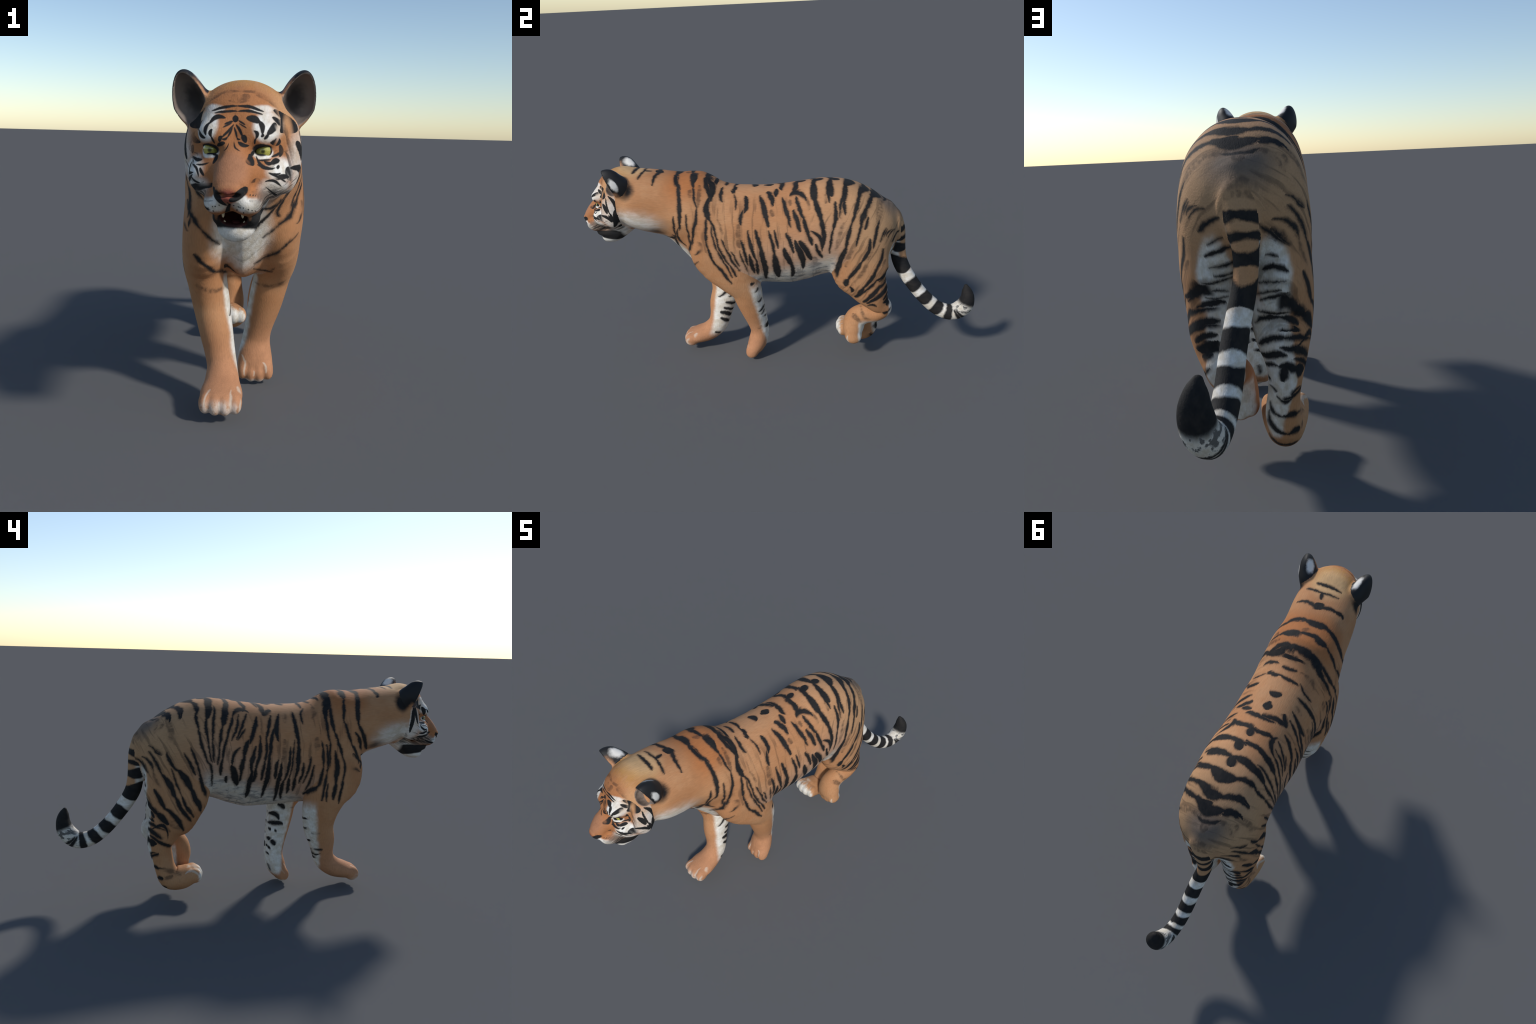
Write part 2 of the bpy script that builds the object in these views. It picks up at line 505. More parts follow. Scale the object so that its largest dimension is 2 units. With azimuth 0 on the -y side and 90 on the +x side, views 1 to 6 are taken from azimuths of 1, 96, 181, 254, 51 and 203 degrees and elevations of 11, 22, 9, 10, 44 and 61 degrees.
stripe("right", 0.527, 0.883, 0.512, 0.802, 0.004, 0.0061, .55)
stripe("right", 0.512, 0.810, 0.485, 0.676, -0.002, 0.0056)
stripe("right", 0.487, 0.691, 0.381, 0.476, 0.015, 0.0056, .55)
stripe("right", 0.470, 0.721, 0.426, 0.596, 0.012, 0.0065)
stripe("right", 0.430, 0.606, 0.362, 0.508, 0.000, 0.0080)
stripe("right", 0.362, 0.513, 0.350, 0.471, -0.000, 0.0086)
stripe("right", 0.343, 0.806, 0.306, 0.677, -0.001, 0.0055, .55)
stripe("right", 0.550, 0.767, 0.522, 0.699, -0.005, 0.0033)
stripe("right", 0.580, 0.748, 0.550, 0.725, -0.007, 0.0033)
stripe("right", 0.534, 0.662, 0.501, 0.559, 0.006, 0.0057)
stripe("right", 0.505, 0.568, 0.441, 0.462, 0.005, 0.0071)
stripe("right", 0.446, 0.473, 0.401, 0.399, 0.002, 0.0082)
stripe("right", 0.562, 0.549, 0.502, 0.500, 0.014, 0.0072)
stripe("right", 0.507, 0.504, 0.437, 0.439, 0.005, 0.0058)
stripe("right", 0.558, 0.479, 0.518, 0.458, 0.003, 0.0049)
stripe("right", 0.525, 0.466, 0.443, 0.377, 0.000, 0.0087)
stripe("right", 0.565, 0.433, 0.462, 0.374, -0.003, 0.0083)
stripe("right", 0.511, 0.349, 0.463, 0.356, -0.010, 0.0044)
stripe("right", 0.548, 0.607, 0.536, 0.571, -0.001, 0.0043, .55)
stripe("right", 0.567, 0.391, 0.545, 0.359, 0.007, 0.0099)
stripe("right", 0.542, 0.304, 0.572, 0.310, -0.004, 0.0060)
stripe("right", 0.371, 0.469, 0.381, 0.432, 0.012, 0.0072)
stripe("right", 0.434, 0.316, 0.454, 0.277, -0.005, 0.0050, .55)
stripe("right", 0.394, 0.282, 0.405, 0.258, -0.003, 0.0050, .55)
stripe("right", -0.122, 0.485, -0.106, 0.478, -0.003, 0.0052)
stripe("right", -0.102, 0.429, -0.091, 0.450, -0.005, 0.0035)
stripe("right", -0.095, 0.372, -0.074, 0.384, -0.005, 0.0044)
stripe("right", -0.091, 0.308, -0.067, 0.333, -0.005, 0.0040)
stripe("right", -0.080, 0.287, -0.065, 0.309, -0.002, 0.0022)
stripe("right", -0.067, 0.264, -0.062, 0.275, 0.000, 0.0027)
stripe("right", -0.056, 0.221, -0.057, 0.196, 0.000, 0.0059)
stripe("right", -0.084, 0.216, -0.103, 0.196, 0.005, 0.0045, .55)
stripe("right", 0.400, 0.280, 0.435, 0.243, -0.003, 0.0053, .55)
stripe("right", 0.439, 0.290, 0.482, 0.259, -0.007, 0.0044, .55)

# left
stripe("left", 0.374, 0.966, 0.347, 0.910, -0.018, 0.0083)
stripe("left", 0.348, 0.923, 0.344, 0.851, 0.004, 0.0063)
stripe("left", 0.343, 0.855, 0.295, 0.681, 0.010, 0.0049)
stripe("left", 0.300, 0.695, 0.272, 0.570, -0.007, 0.0041)
stripe("left", 0.288, 0.977, 0.302, 0.894, -0.004, 0.0106)
stripe("left", 0.301, 0.902, 0.296, 0.781, 0.010, 0.0063)
stripe("left", 0.300, 0.790, 0.281, 0.690, 0.001, 0.0036)
stripe("left", 0.259, 0.944, 0.278, 0.780, 0.004, 0.0054)
stripe("left", 0.277, 0.789, 0.272, 0.690, 0.001, 0.0041)
stripe("left", 0.453, 0.933, 0.425, 0.893, -0.029, 0.0078)
stripe("left", 0.503, 0.900, 0.477, 0.875, -0.022, 0.0092)
stripe("left", 0.480, 0.883, 0.452, 0.778, 0.002, 0.0076, .55)
stripe("left", 0.538, 0.877, 0.531, 0.838, -0.024, 0.0055, .55)
stripe("left", 0.382, 0.764, 0.334, 0.635, 0.001, 0.0049)
stripe("left", 0.340, 0.650, 0.289, 0.502, 0.007, 0.0064)
stripe("left", 0.413, 0.738, 0.360, 0.632, 0.000, 0.0054)
stripe("left", 0.492, 0.742, 0.440, 0.649, 0.011, 0.0062)
stripe("left", 0.444, 0.656, 0.375, 0.555, -0.006, 0.0108)
stripe("left", 0.380, 0.569, 0.322, 0.451, 0.002, 0.0096)
stripe("left", 0.570, 0.740, 0.509, 0.630, -0.000, 0.0045)
stripe("left", 0.513, 0.639, 0.457, 0.526, -0.007, 0.0090)
stripe("left", 0.462, 0.540, 0.376, 0.406, 0.005, 0.0073)
stripe("left", 0.475, 0.663, 0.421, 0.525, 0.001, 0.0036)
stripe("left", 0.426, 0.535, 0.362, 0.424, 0.004, 0.0059)
stripe("left", 0.557, 0.764, 0.517, 0.724, 0.006, 0.0040)
stripe("left", 0.597, 0.712, 0.550, 0.649, -0.009, 0.0036)
stripe("left", 0.552, 0.658, 0.522, 0.575, 0.007, 0.0036, .55)
stripe("left", 0.602, 0.687, 0.574, 0.641, 0.001, 0.0041)
stripe("left", 0.551, 0.564, 0.496, 0.471, 0.001, 0.0077)
stripe("left", 0.501, 0.480, 0.412, 0.360, -0.011, 0.0078)
stripe("left", 0.581, 0.514, 0.534, 0.443, 0.006, 0.0069)
stripe("left", 0.538, 0.453, 0.482, 0.400, 0.002, 0.0114)
stripe("left", 0.487, 0.415, 0.417, 0.366, -0.003, 0.0092, .55)
stripe("left", 0.567, 0.412, 0.557, 0.423, 0.009, 0.0062)
stripe("left", 0.566, 0.360, 0.485, 0.331, -0.047, 0.0070)
stripe("left", 0.533, 0.429, 0.477, 0.361, -0.000, 0.0060, .55)
stripe("left", 0.563, 0.337, 0.463, 0.269, -0.000, 0.0062)
stripe("left", 0.563, 0.318, 0.535, 0.296, 0.007, 0.0124)
stripe("left", 0.561, 0.223, 0.525, 0.246, -0.000, 0.0063)
stripe("left", 0.544, 0.167, 0.422, 0.133, -0.008, 0.0058, .55)
stripe("left", 0.544, 0.169, 0.523, 0.169, -0.002, 0.0070)
stripe("left", 0.526, 0.110, 0.459, 0.134, 0.002, 0.0064, .55)
stripe("left", 0.526, 0.112, 0.505, 0.116, -0.000, 0.0076)
stripe("left", 0.497, 0.061, 0.485, 0.065, 0.002, 0.0039)
stripe("left", 0.190, 0.975, 0.229, 0.866, 0.000, 0.0104)
stripe("left", 0.226, 0.877, 0.249, 0.751, 0.004, 0.0051)
stripe("left", 0.248, 0.759, 0.255, 0.680, -0.001, 0.0039)
stripe("left", 0.110, 0.964, 0.119, 0.923, -0.005, 0.0073)
stripe("left", 0.091, 0.923, 0.175, 0.906, 0.018, 0.0068)
stripe("left", 0.171, 0.913, 0.210, 0.805, 0.001, 0.0055)
stripe("left", 0.208, 0.813, 0.234, 0.696, 0.005, 0.0055)
stripe("left", 0.233, 0.708, 0.235, 0.624, 0.003, 0.0067)
stripe("left", 0.141, 0.909, 0.188, 0.793, -0.004, 0.0047)
stripe("left", 0.102, 0.912, 0.164, 0.797, 0.001, 0.0048)
stripe("left", 0.116, 0.846, 0.160, 0.793, 0.000, 0.0043)
stripe("left", 0.055, 0.897, 0.100, 0.777, -0.001, 0.0080)
stripe("left", 0.103, 0.796, 0.129, 0.718, 0.004, 0.0079)
stripe("left", 0.125, 0.734, 0.139, 0.619, 0.002, 0.0071)
stripe("left", 0.138, 0.632, 0.145, 0.588, -0.002, 0.0060)
stripe("left", 0.149, 0.758, 0.183, 0.667, 0.014, 0.0051)
stripe("left", 0.187, 0.671, 0.151, 0.565, -0.004, 0.0119)
stripe("left", 0.197, 0.758, 0.210, 0.700, 0.002, 0.0051, .55)
stripe("left", 0.042, 0.956, 0.015, 0.904, -0.010, 0.0074)
stripe("left", -0.022, 0.931, 0.015, 0.904, 0.003, 0.0061)
stripe("left", -0.019, 0.904, 0.015, 0.799, 0.000, 0.0056)
stripe("left", 0.013, 0.810, 0.027, 0.685, -0.003, 0.0048)
stripe("left", 0.025, 0.697, 0.035, 0.600, 0.002, 0.0060)
stripe("left", 0.072, 0.761, 0.089, 0.636, 0.005, 0.0071)
stripe("left", 0.086, 0.653, 0.092, 0.500, 0.002, 0.0093)
stripe("left", 0.047, 0.811, 0.069, 0.645, -0.006, 0.0060)
stripe("left", 0.068, 0.657, 0.082, 0.583, -0.004, 0.0072)
stripe("left", -0.030, 0.848, 0.006, 0.705, 0.003, 0.0068)
stripe("left", 0.004, 0.717, 0.013, 0.497, -0.001, 0.0085)
stripe("left", -0.063, 0.908, -0.045, 0.786, 0.014, 0.0073)
stripe("left", -0.046, 0.794, -0.040, 0.700, -0.002, 0.0040, .55)
stripe("left", -0.075, 0.794, -0.058, 0.675, -0.007, 0.0080, .55)
stripe("left", -0.040, 0.696, -0.033, 0.598, 0.005, 0.0072)
stripe("left", -0.060, 0.683, -0.062, 0.471, 0.006, 0.0082)
stripe("left", -0.132, 0.915, -0.149, 0.762, 0.001, 0.0073)
stripe("left", -0.147, 0.774, -0.143, 0.604, -0.002, 0.0081)
stripe("left", -0.143, 0.617, -0.138, 0.528, 0.002, 0.0062)
stripe("left", -0.098, 0.911, -0.084, 0.870, 0.001, 0.0041, .55)
stripe("left", -0.107, 0.754, -0.080, 0.578, -0.005, 0.0057)
stripe("left", -0.081, 0.592, -0.093, 0.481, 0.007, 0.0070)
stripe("left", -0.127, 0.786, -0.106, 0.595, -0.001, 0.0040)
stripe("left", -0.106, 0.605, -0.115, 0.513, 0.001, 0.0058)
stripe("left", 0.209, 0.620, 0.204, 0.584, 0.002, 0.0060)
stripe("left", 0.090, 0.536, 0.027, 0.487, 0.015, 0.0058, .55)
stripe("left", -0.326, 1.009, -0.288, 0.916, -0.004, 0.0112)
stripe("left", -0.292, 0.933, -0.297, 0.794, 0.001, 0.0055)
stripe("left", -0.298, 0.808, -0.307, 0.657, -0.002, 0.0041)
stripe("left", -0.319, 0.943, -0.326, 0.830, 0.004, 0.0069)
stripe("left", -0.324, 0.839, -0.378, 0.688, -0.001, 0.0055)
stripe("left", -0.375, 0.702, -0.375, 0.587, -0.009, 0.0042)
stripe("left", -0.375, 0.596, -0.359, 0.474, 0.001, 0.0060)
stripe("left", -0.402, 1.024, -0.394, 0.992, 0.004, 0.0118)
stripe("left", -0.398, 0.996, -0.380, 0.870, 0.007, 0.0051)
stripe("left", -0.380, 0.879, -0.432, 0.759, 0.007, 0.0051)
stripe("left", -0.425, 0.768, -0.466, 0.670, -0.012, 0.0056)
stripe("left", -0.478, 1.017, -0.460, 0.856, 0.012, 0.0080)
stripe("left", -0.458, 0.865, -0.542, 0.731, 0.003, 0.0076)
stripe("left", -0.440, 0.829, -0.502, 0.697, -0.012, 0.0066)
stripe("left", -0.543, 0.697, -0.478, 0.646, 0.017, 0.0081)
stripe("left", -0.576, 1.030, -0.576, 0.998, -0.006, 0.0068)
stripe("left", -0.239, 0.807, -0.235, 0.745, -0.001, 0.0091, .55)
stripe("left", -0.261, 0.785, -0.275, 0.648, -0.002, 0.0046)
stripe("left", -0.274, 0.657, -0.251, 0.559, -0.005, 0.0055)
stripe("left", -0.253, 0.564, -0.199, 0.509, 0.003, 0.0069)
stripe("left", -0.284, 0.767, -0.295, 0.620, -0.008, 0.0050)
stripe("left", -0.297, 0.629, -0.269, 0.492, 0.003, 0.0046)
stripe("left", -0.332, 0.740, -0.336, 0.566, -0.010, 0.0078)
stripe("left", -0.338, 0.579, -0.324, 0.496, -0.003, 0.0083)
stripe("left", -0.298, 0.575, -0.291, 0.487, 0.003, 0.0037)
stripe("left", -0.246, 0.951, -0.229, 0.888, -0.007, 0.0051, .55)
stripe("left", -0.210, 0.709, -0.180, 0.574, -0.005, 0.0041)
stripe("left", -0.227, 0.667, -0.202, 0.527, -0.004, 0.0041)
stripe("left", -0.174, 0.677, -0.160, 0.574, -0.007, 0.0050)
stripe("left", -0.198, 0.938, -0.172, 0.867, 0.012, 0.0046)
stripe("left", -0.183, 0.952, -0.194, 0.945, 0.003, 0.0047)
stripe("left", -0.273, 0.980, -0.286, 0.987, -0.000, 0.0048)
stripe("left", -0.203, 0.394, -0.202, 0.382, -0.004, 0.0043)
stripe("left", -0.237, 0.316, -0.280, 0.313, 0.000, 0.0036, .55)
stripe("left", -0.236, 0.271, -0.245, 0.257, 0.003, 0.0051)
stripe("left", -0.264, 0.214, -0.301, 0.194, 0.019, 0.0044)
stripe("left", -0.271, 0.216, -0.308, 0.215, 0.000, 0.0033)
stripe("left", -0.279, 0.175, -0.284, 0.161, 0.001, 0.0037)
stripe("left", -0.213, 0.340, -0.216, 0.327, 0.001, 0.0025)

# back
stripe("back", 0.144, 0.278, 0.007, 0.287, 0.006, 0.0086)
stripe("back", 0.016, 0.283, -0.113, 0.281, 0.004, 0.0101)
stripe("back", 0.015, 0.282, -0.004, 0.327, -0.000, 0.0151)
stripe("back", 0.173, 0.325, 0.060, 0.362, -0.002, 0.0059)
stripe("back", 0.070, 0.356, -0.046, 0.363, -0.015, 0.0184)
stripe("back", -0.038, 0.363, -0.123, 0.341, -0.001, 0.0074)
stripe("back", 0.170, 0.393, 0.068, 0.437, -0.002, 0.0058)
stripe("back", 0.073, 0.434, -0.028, 0.446, -0.014, 0.0134)
stripe("back", -0.021, 0.449, -0.128, 0.427, 0.010, 0.0073)
stripe("back", 0.168, 0.441, 0.074, 0.479, -0.005, 0.0062)
stripe("back", 0.079, 0.477, -0.049, 0.490, -0.021, 0.0151)
stripe("back", -0.043, 0.493, -0.114, 0.483, 0.007, 0.0077)
stripe("back", -0.110, 0.482, -0.167, 0.466, -0.003, 0.0068, .55)
stripe("back", 0.165, 0.498, 0.045, 0.538, 0.001, 0.0045, .55)
stripe("back", 0.047, 0.535, -0.050, 0.525, -0.017, 0.0060)
stripe("back", -0.047, 0.526, -0.117, 0.537, 0.003, 0.0050, .55)
stripe("back", 0.015, 0.561, -0.014, 0.572, -0.004, 0.0084, .55)
stripe("back", 0.031, 0.210, -0.009, 0.237, -0.002, 0.0136)
stripe("back", 0.003, 0.206, -0.118, 0.205, 0.013, 0.0086)
stripe("back", 0.047, 0.618, -0.047, 0.612, -0.015, 0.0103, .55)
stripe("back", 0.115, 0.200, -0.015, 0.213, 0.005, 0.0082)
stripe("back", 0.065, -0.687, -0.059, -0.684, -0.001, 0.0059)
stripe("back", 0.099, -0.654, -0.062, -0.648, -0.008, 0.0047)
stripe("back", 0.016, -0.644, 0.005, -0.605, -0.000, 0.0075)
stripe("back", 0.115, -0.581, 0.006, -0.553, 0.007, 0.0058)
stripe("back", 0.014, -0.557, -0.107, -0.576, 0.006, 0.0063)
stripe("back", 0.011, -0.584, -0.008, -0.548, 0.000, 0.0172)
stripe("back", 0.119, -0.445, 0.012, -0.470, 0.016, 0.0085)
stripe("back", 0.023, -0.470, -0.081, -0.480, -0.005, 0.0124)
stripe("back", -0.069, -0.478, -0.151, -0.456, 0.005, 0.0073)
stripe("back", 0.114, -0.381, 0.009, -0.398, -0.001, 0.0073)
stripe("back", 0.014, -0.396, -0.120, -0.393, 0.008, 0.0089)
stripe("back", -0.003, -0.436, -0.011, -0.392, -0.004, 0.0111, .55)
stripe("back", 0.133, -0.292, 0.028, -0.322, 0.013, 0.0083)
stripe("back", 0.037, -0.317, -0.107, -0.317, 0.003, 0.0110)
stripe("back", -0.099, -0.320, -0.154, -0.290, -0.004, 0.0088)
stripe("back", 0.014, -0.280, -0.028, -0.280, -0.002, 0.0066)
stripe("back", 0.099, -0.247, 0.058, -0.249, 0.000, 0.0050)
stripe("back", 0.027, -0.233, -0.042, -0.238, -0.003, 0.0054)
stripe("back", 0.062, -0.193, 0.023, -0.186, -0.005, 0.0081)
stripe("back", 0.010, -0.184, -0.065, -0.188, -0.001, 0.0065)
stripe("back", 0.022, -0.090, -0.031, -0.097, -0.005, 0.0117)
stripe("back", 0.017, -0.014, -0.021, -0.026, 0.003, 0.0131)
stripe("back", 0.001, -0.047, -0.005, 0.001, -0.000, 0.0105)
stripe("back", 0.087, 0.022, 0.057, 0.022, -0.001, 0.0058)
stripe("back", 0.063, 0.046, -0.063, 0.044, -0.005, 0.0067)
stripe("back", -0.059, 0.025, -0.100, 0.013, -0.007, 0.0062)
stripe("back", -0.076, -0.026, -0.106, 0.020, -0.001, 0.0078)
stripe("back", 0.038, 0.118, -0.083, 0.111, -0.006, 0.0076)
stripe("back", 0.007, 0.122, -0.001, 0.162, 0.000, 0.0127)

# rear
stripe("rear", 0.134, 0.760, 0.160, 0.705, 0.002, 0.0021)
stripe("rear", 0.086, 0.738, 0.135, 0.716, 0.010, 0.0029)
stripe("rear", 0.053, 0.719, 0.109, 0.686, 0.002, 0.0052)
stripe("rear", 0.046, 0.668, 0.087, 0.653, 0.002, 0.0023)
stripe("rear", 0.022, 0.646, 0.096, 0.619, 0.002, 0.0052)
stripe("rear", 0.018, 0.606, 0.087, 0.585, -0.005, 0.0032)
stripe("rear", 0.019, 0.579, 0.077, 0.563, -0.006, 0.0026)
stripe("rear", -0.079, 0.711, -0.146, 0.668, -0.012, 0.0035)
stripe("rear", -0.048, 0.700, -0.121, 0.640, 0.005, 0.0043)
stripe("rear", -0.059, 0.617, -0.094, 0.610, -0.003, 0.0020)
stripe("rear", -0.048, 0.576, -0.113, 0.574, -0.010, 0.0059)
stripe("rear", -0.118, 0.770, -0.161, 0.727, -0.003, 0.0024)
stripe("rear", -0.034, 0.541, -0.108, 0.548, -0.001, 0.0025)
stripe("rear", -0.029, 0.508, -0.094, 0.523, -0.003, 0.0028)
stripe("rear", -0.038, 0.493, -0.112, 0.507, -0.005, 0.0038)
stripe("rear", -0.096, 0.495, -0.164, 0.420, -0.012, 0.0080)
stripe("rear", -0.027, 0.462, -0.113, 0.463, 0.004, 0.0032)
stripe("rear", -0.017, 0.427, -0.090, 0.446, -0.009, 0.0055)
stripe("rear", -0.084, 0.446, -0.137, 0.424, -0.007, 0.0064)
stripe("rear", -0.025, 0.368, -0.098, 0.396, -0.007, 0.0065)
stripe("rear", -0.088, 0.393, -0.166, 0.370, -0.010, 0.0058)
stripe("rear", -0.087, 0.368, -0.156, 0.325, -0.014, 0.0075)
stripe("rear", -0.029, 0.337, -0.102, 0.348, -0.004, 0.0075)
stripe("rear", -0.042, 0.311, -0.075, 0.318, -0.007, 0.0039)
stripe("rear", -0.078, 0.316, -0.142, 0.299, -0.007, 0.0081)
stripe("rear", -0.098, 0.322, -0.086, 0.280, -0.000, 0.0090)
stripe("rear", -0.047, 0.277, -0.057, 0.282, -0.002, 0.0036)
stripe("rear", -0.053, 0.260, -0.069, 0.245, -0.003, 0.0026)
stripe("rear", -0.068, 0.230, -0.116, 0.226, 0.012, 0.0043)
stripe("rear", -0.110, 0.229, -0.130, 0.251, -0.004, 0.0040)
stripe("rear", -0.050, 0.204, -0.091, 0.165, 0.012, 0.0037)
stripe("rear", -0.084, 0.166, -0.128, 0.169, -0.002, 0.0044)
stripe("rear", -0.049, 0.179, -0.092, 0.105, 0.021, 0.0052)
stripe("rear", -0.088, 0.105, -0.126, 0.116, 0.002, 0.0045)
stripe("rear", -0.041, 0.099, -0.090, 0.066, 0.011, 0.0035)
stripe("rear", -0.087, 0.067, -0.121, 0.072, 0.002, 0.0032)
stripe("rear", 0.100, 0.539, 0.157, 0.489, 0.001, 0.0048)
stripe("rear", 0.023, 0.560, 0.111, 0.550, -0.007, 0.0028)
stripe("rear", 0.044, 0.519, 0.108, 0.526, 0.002, 0.0025)
stripe("rear", 0.047, 0.504, 0.106, 0.509, -0.005, 0.0026)
stripe("rear", 0.054, 0.489, 0.128, 0.478, 0.009, 0.0064)
stripe("rear", 0.071, 0.444, 0.160, 0.418, 0.009, 0.0081)
stripe("rear", 0.079, 0.410, 0.142, 0.382, 0.009, 0.0074)
stripe("rear", 0.088, 0.359, 0.122, 0.346, 0.002, 0.0065)
stripe("rear", 0.098, 0.328, 0.113, 0.311, 0.000, 0.0032)

# front
stripe("front", -0.154, 0.434, -0.060, 0.416, -0.011, 0.0043, .55)
stripe("front", 0.032, 0.490, 0.102, 0.481, -0.017, 0.0036, .55)
stripe("front", 0.036, 0.399, 0.141, 0.427, -0.014, 0.0038, .55)
stripe("front", -0.180, 0.720, -0.129, 0.642, -0.007, 0.0044)
stripe("front", -0.134, 0.646, -0.077, 0.591, -0.002, 0.0035)
stripe("front", -0.154, 0.555, -0.065, 0.467, -0.004, 0.0052)
stripe("front", 0.159, 0.726, 0.108, 0.649, 0.013, 0.0051)
stripe("front", 0.112, 0.651, 0.059, 0.607, 0.001, 0.0024)
stripe("front", 0.185, 0.720, 0.167, 0.649, 0.011, 0.0031)
stripe("front", 0.115, 0.734, 0.053, 0.718, 0.014, 0.0046)
stripe("front", 0.171, 0.611, 0.035, 0.510, 0.007, 0.0025)
stripe("front", 0.029, 0.491, 0.093, 0.470, -0.008, 0.0026)
stripe("front", -0.196, 0.693, -0.179, 0.629, -0.012, 0.0027)

# inner_left
stripe("inner_left", -0.326, 0.319, -0.236, 0.445, -0.022, 0.0055)
stripe("inner_left", -0.270, 0.313, -0.217, 0.399, -0.017, 0.0064)
stripe("inner_left", -0.290, 0.286, -0.244, 0.269, 0.002, 0.0061)
stripe("inner_left", -0.301, 0.254, -0.255, 0.232, 0.001, 0.0061)
stripe("inner_left", -0.321, 0.231, -0.267, 0.202, 0.002, 0.0085)
stripe("inner_left", -0.323, 0.197, -0.282, 0.163, 0.002, 0.0071)
stripe("inner_left", -0.360, 0.114, -0.330, 0.104, -0.001, 0.0057)
stripe("inner_left", -0.251, 0.467, -0.241, 0.444, 0.000, 0.0073)

# inner_right
stripe("inner_right", -0.117, 0.426, -0.154, 0.403, -0.002, 0.0092)
stripe("inner_right", -0.074, 0.370, -0.122, 0.346, -0.014, 0.0093)
stripe("inner_right", -0.070, 0.325, -0.141, 0.320, -0.005, 0.0085)
stripe("inner_right", -0.092, 0.287, -0.104, 0.290, 0.001, 0.0044)
stripe("inner_right", -0.067, 0.293, -0.077, 0.292, 0.000, 0.0045)
stripe("inner_right", -0.064, 0.250, -0.073, 0.237, -0.001, 0.0063)
stripe("inner_right", -0.081, 0.240, -0.097, 0.212, -0.001, 0.0082)
stripe("inner_right", -0.054, 0.202, -0.061, 0.210, -0.002, 0.0082)
stripe("inner_right", -0.064, 0.194, -0.075, 0.199, -0.000, 0.0067)
stripe("inner_right", -0.056, 0.165, -0.062, 0.171, -0.000, 0.0045)
stripe("inner_right", -0.060, 0.110, -0.078, 0.066, 0.003, 0.0045)

# face
stripe("face", 0.045, 0.890, 0.036, 0.876, -0.000, 0.0027)
stripe("face", -0.062, 0.888, -0.046, 0.877, -0.001, 0.0028)
stripe("face", -0.003, 0.972, -0.002, 0.957, -0.000, 0.0049)
stripe("face", -0.002, 0.991, -0.003, 0.972, 0.000, 0.0016, .55)
stripe("face", -0.000, 0.995, -0.063, 0.981, -0.004, 0.0024)
stripe("face", -0.000, 0.982, -0.055, 0.977, -0.002, 0.0022)
stripe("face", -0.028, 0.967, -0.064, 0.952, -0.008, 0.0038)
stripe("face", -0.063, 0.955, -0.071, 0.925, -0.004, 0.0031)
stripe("face", -0.093, 0.959, -0.089, 0.933, -0.014, 0.0051)
stripe("face", -0.089, 0.934, -0.073, 0.917, -0.003, 0.0033)
stripe("face", -0.055, 0.940, -0.057, 0.921, -0.003, 0.0032)
stripe("face", -0.057, 0.923, -0.050, 0.906, -0.000, 0.0019)
stripe("face", -0.005, 0.951, -0.030, 0.920, 0.001, 0.0022)
stripe("face", -0.030, 0.924, -0.037, 0.910, -0.001, 0.0034)
stripe("face", -0.007, 0.945, -0.016, 0.921, -0.000, 0.0018)
stripe("face", -0.016, 0.922, -0.030, 0.916, 0.003, 0.0021)
stripe("face", -0.022, 0.908, -0.044, 0.901, -0.001, 0.0032)
stripe("face", -0.012, 0.907, -0.023, 0.890, 0.003, 0.0013)
stripe("face", -0.008, 0.959, -0.026, 0.952, -0.000, 0.0022)
stripe("face", -0.010, 0.955, -0.029, 0.945, 0.000, 0.0016)
stripe("face", -0.000, 0.995, 0.062, 0.982, 0.004, 0.0027)
stripe("face", 0.003, 0.982, 0.060, 0.974, 0.004, 0.0024)
stripe("face", 0.024, 0.967, 0.056, 0.957, 0.002, 0.0049)
stripe("face", 0.054, 0.960, 0.067, 0.928, 0.003, 0.0038)
stripe("face", 0.067, 0.930, 0.064, 0.921, 0.002, 0.0027)
stripe("face", 0.090, 0.956, 0.079, 0.927, 0.003, 0.0049)
stripe("face", 0.081, 0.930, 0.071, 0.916, 0.001, 0.0024)
stripe("face", 0.045, 0.937, 0.051, 0.917, 0.005, 0.0032)
stripe("face", 0.051, 0.919, 0.047, 0.904, -0.001, 0.0019)
stripe("face", 0.001, 0.951, 0.019, 0.923, 0.001, 0.0024)
stripe("face", 0.018, 0.926, 0.028, 0.908, 0.001, 0.0041)
stripe("face", -0.003, 0.945, 0.006, 0.919, 0.000, 0.0018)
stripe("face", 0.005, 0.921, 0.015, 0.916, -0.002, 0.0018)
stripe("face", 0.010, 0.910, 0.034, 0.901, -0.003, 0.0030)
stripe("face", -0.000, 0.911, 0.016, 0.889, -0.004, 0.0013)
stripe("face", 0.005, 0.961, 0.023, 0.951, -0.000, 0.0016)
stripe("face", 0.008, 0.954, 0.027, 0.943, 0.000, 0.0013)
stripe("face", 0.083, 0.969, 0.099, 0.952, 0.002, 0.0028)
stripe("face", 0.034, 0.882, 0.045, 0.858, -0.002, 0.0041)
stripe("face", -0.045, 0.880, -0.051, 0.858, 0.001, 0.0036)
stripe("face", 0.053, 0.870, 0.083, 0.870, -0.001, 0.0016)
stripe("face", 0.068, 0.868, 0.098, 0.868, -0.007, 0.0027)
stripe("face", 0.054, 0.860, 0.093, 0.849, -0.001, 0.0024)
stripe("face", -0.119, 0.871, -0.083, 0.865, -0.005, 0.0028)
stripe("face", -0.064, 0.859, -0.099, 0.852, 0.002, 0.0016)
stripe("face", 0.083, 0.907, 0.101, 0.920, -0.004, 0.0049)
stripe("face", -0.123, 0.930, -0.098, 0.905, -0.006, 0.0046)
stripe("face", -0.069, 1.018, 0.000, 1.030, 0.004, 0.0025, .55)
stripe("face", 0.000, 1.030, 0.067, 1.021, 0.004, 0.0024, .55)
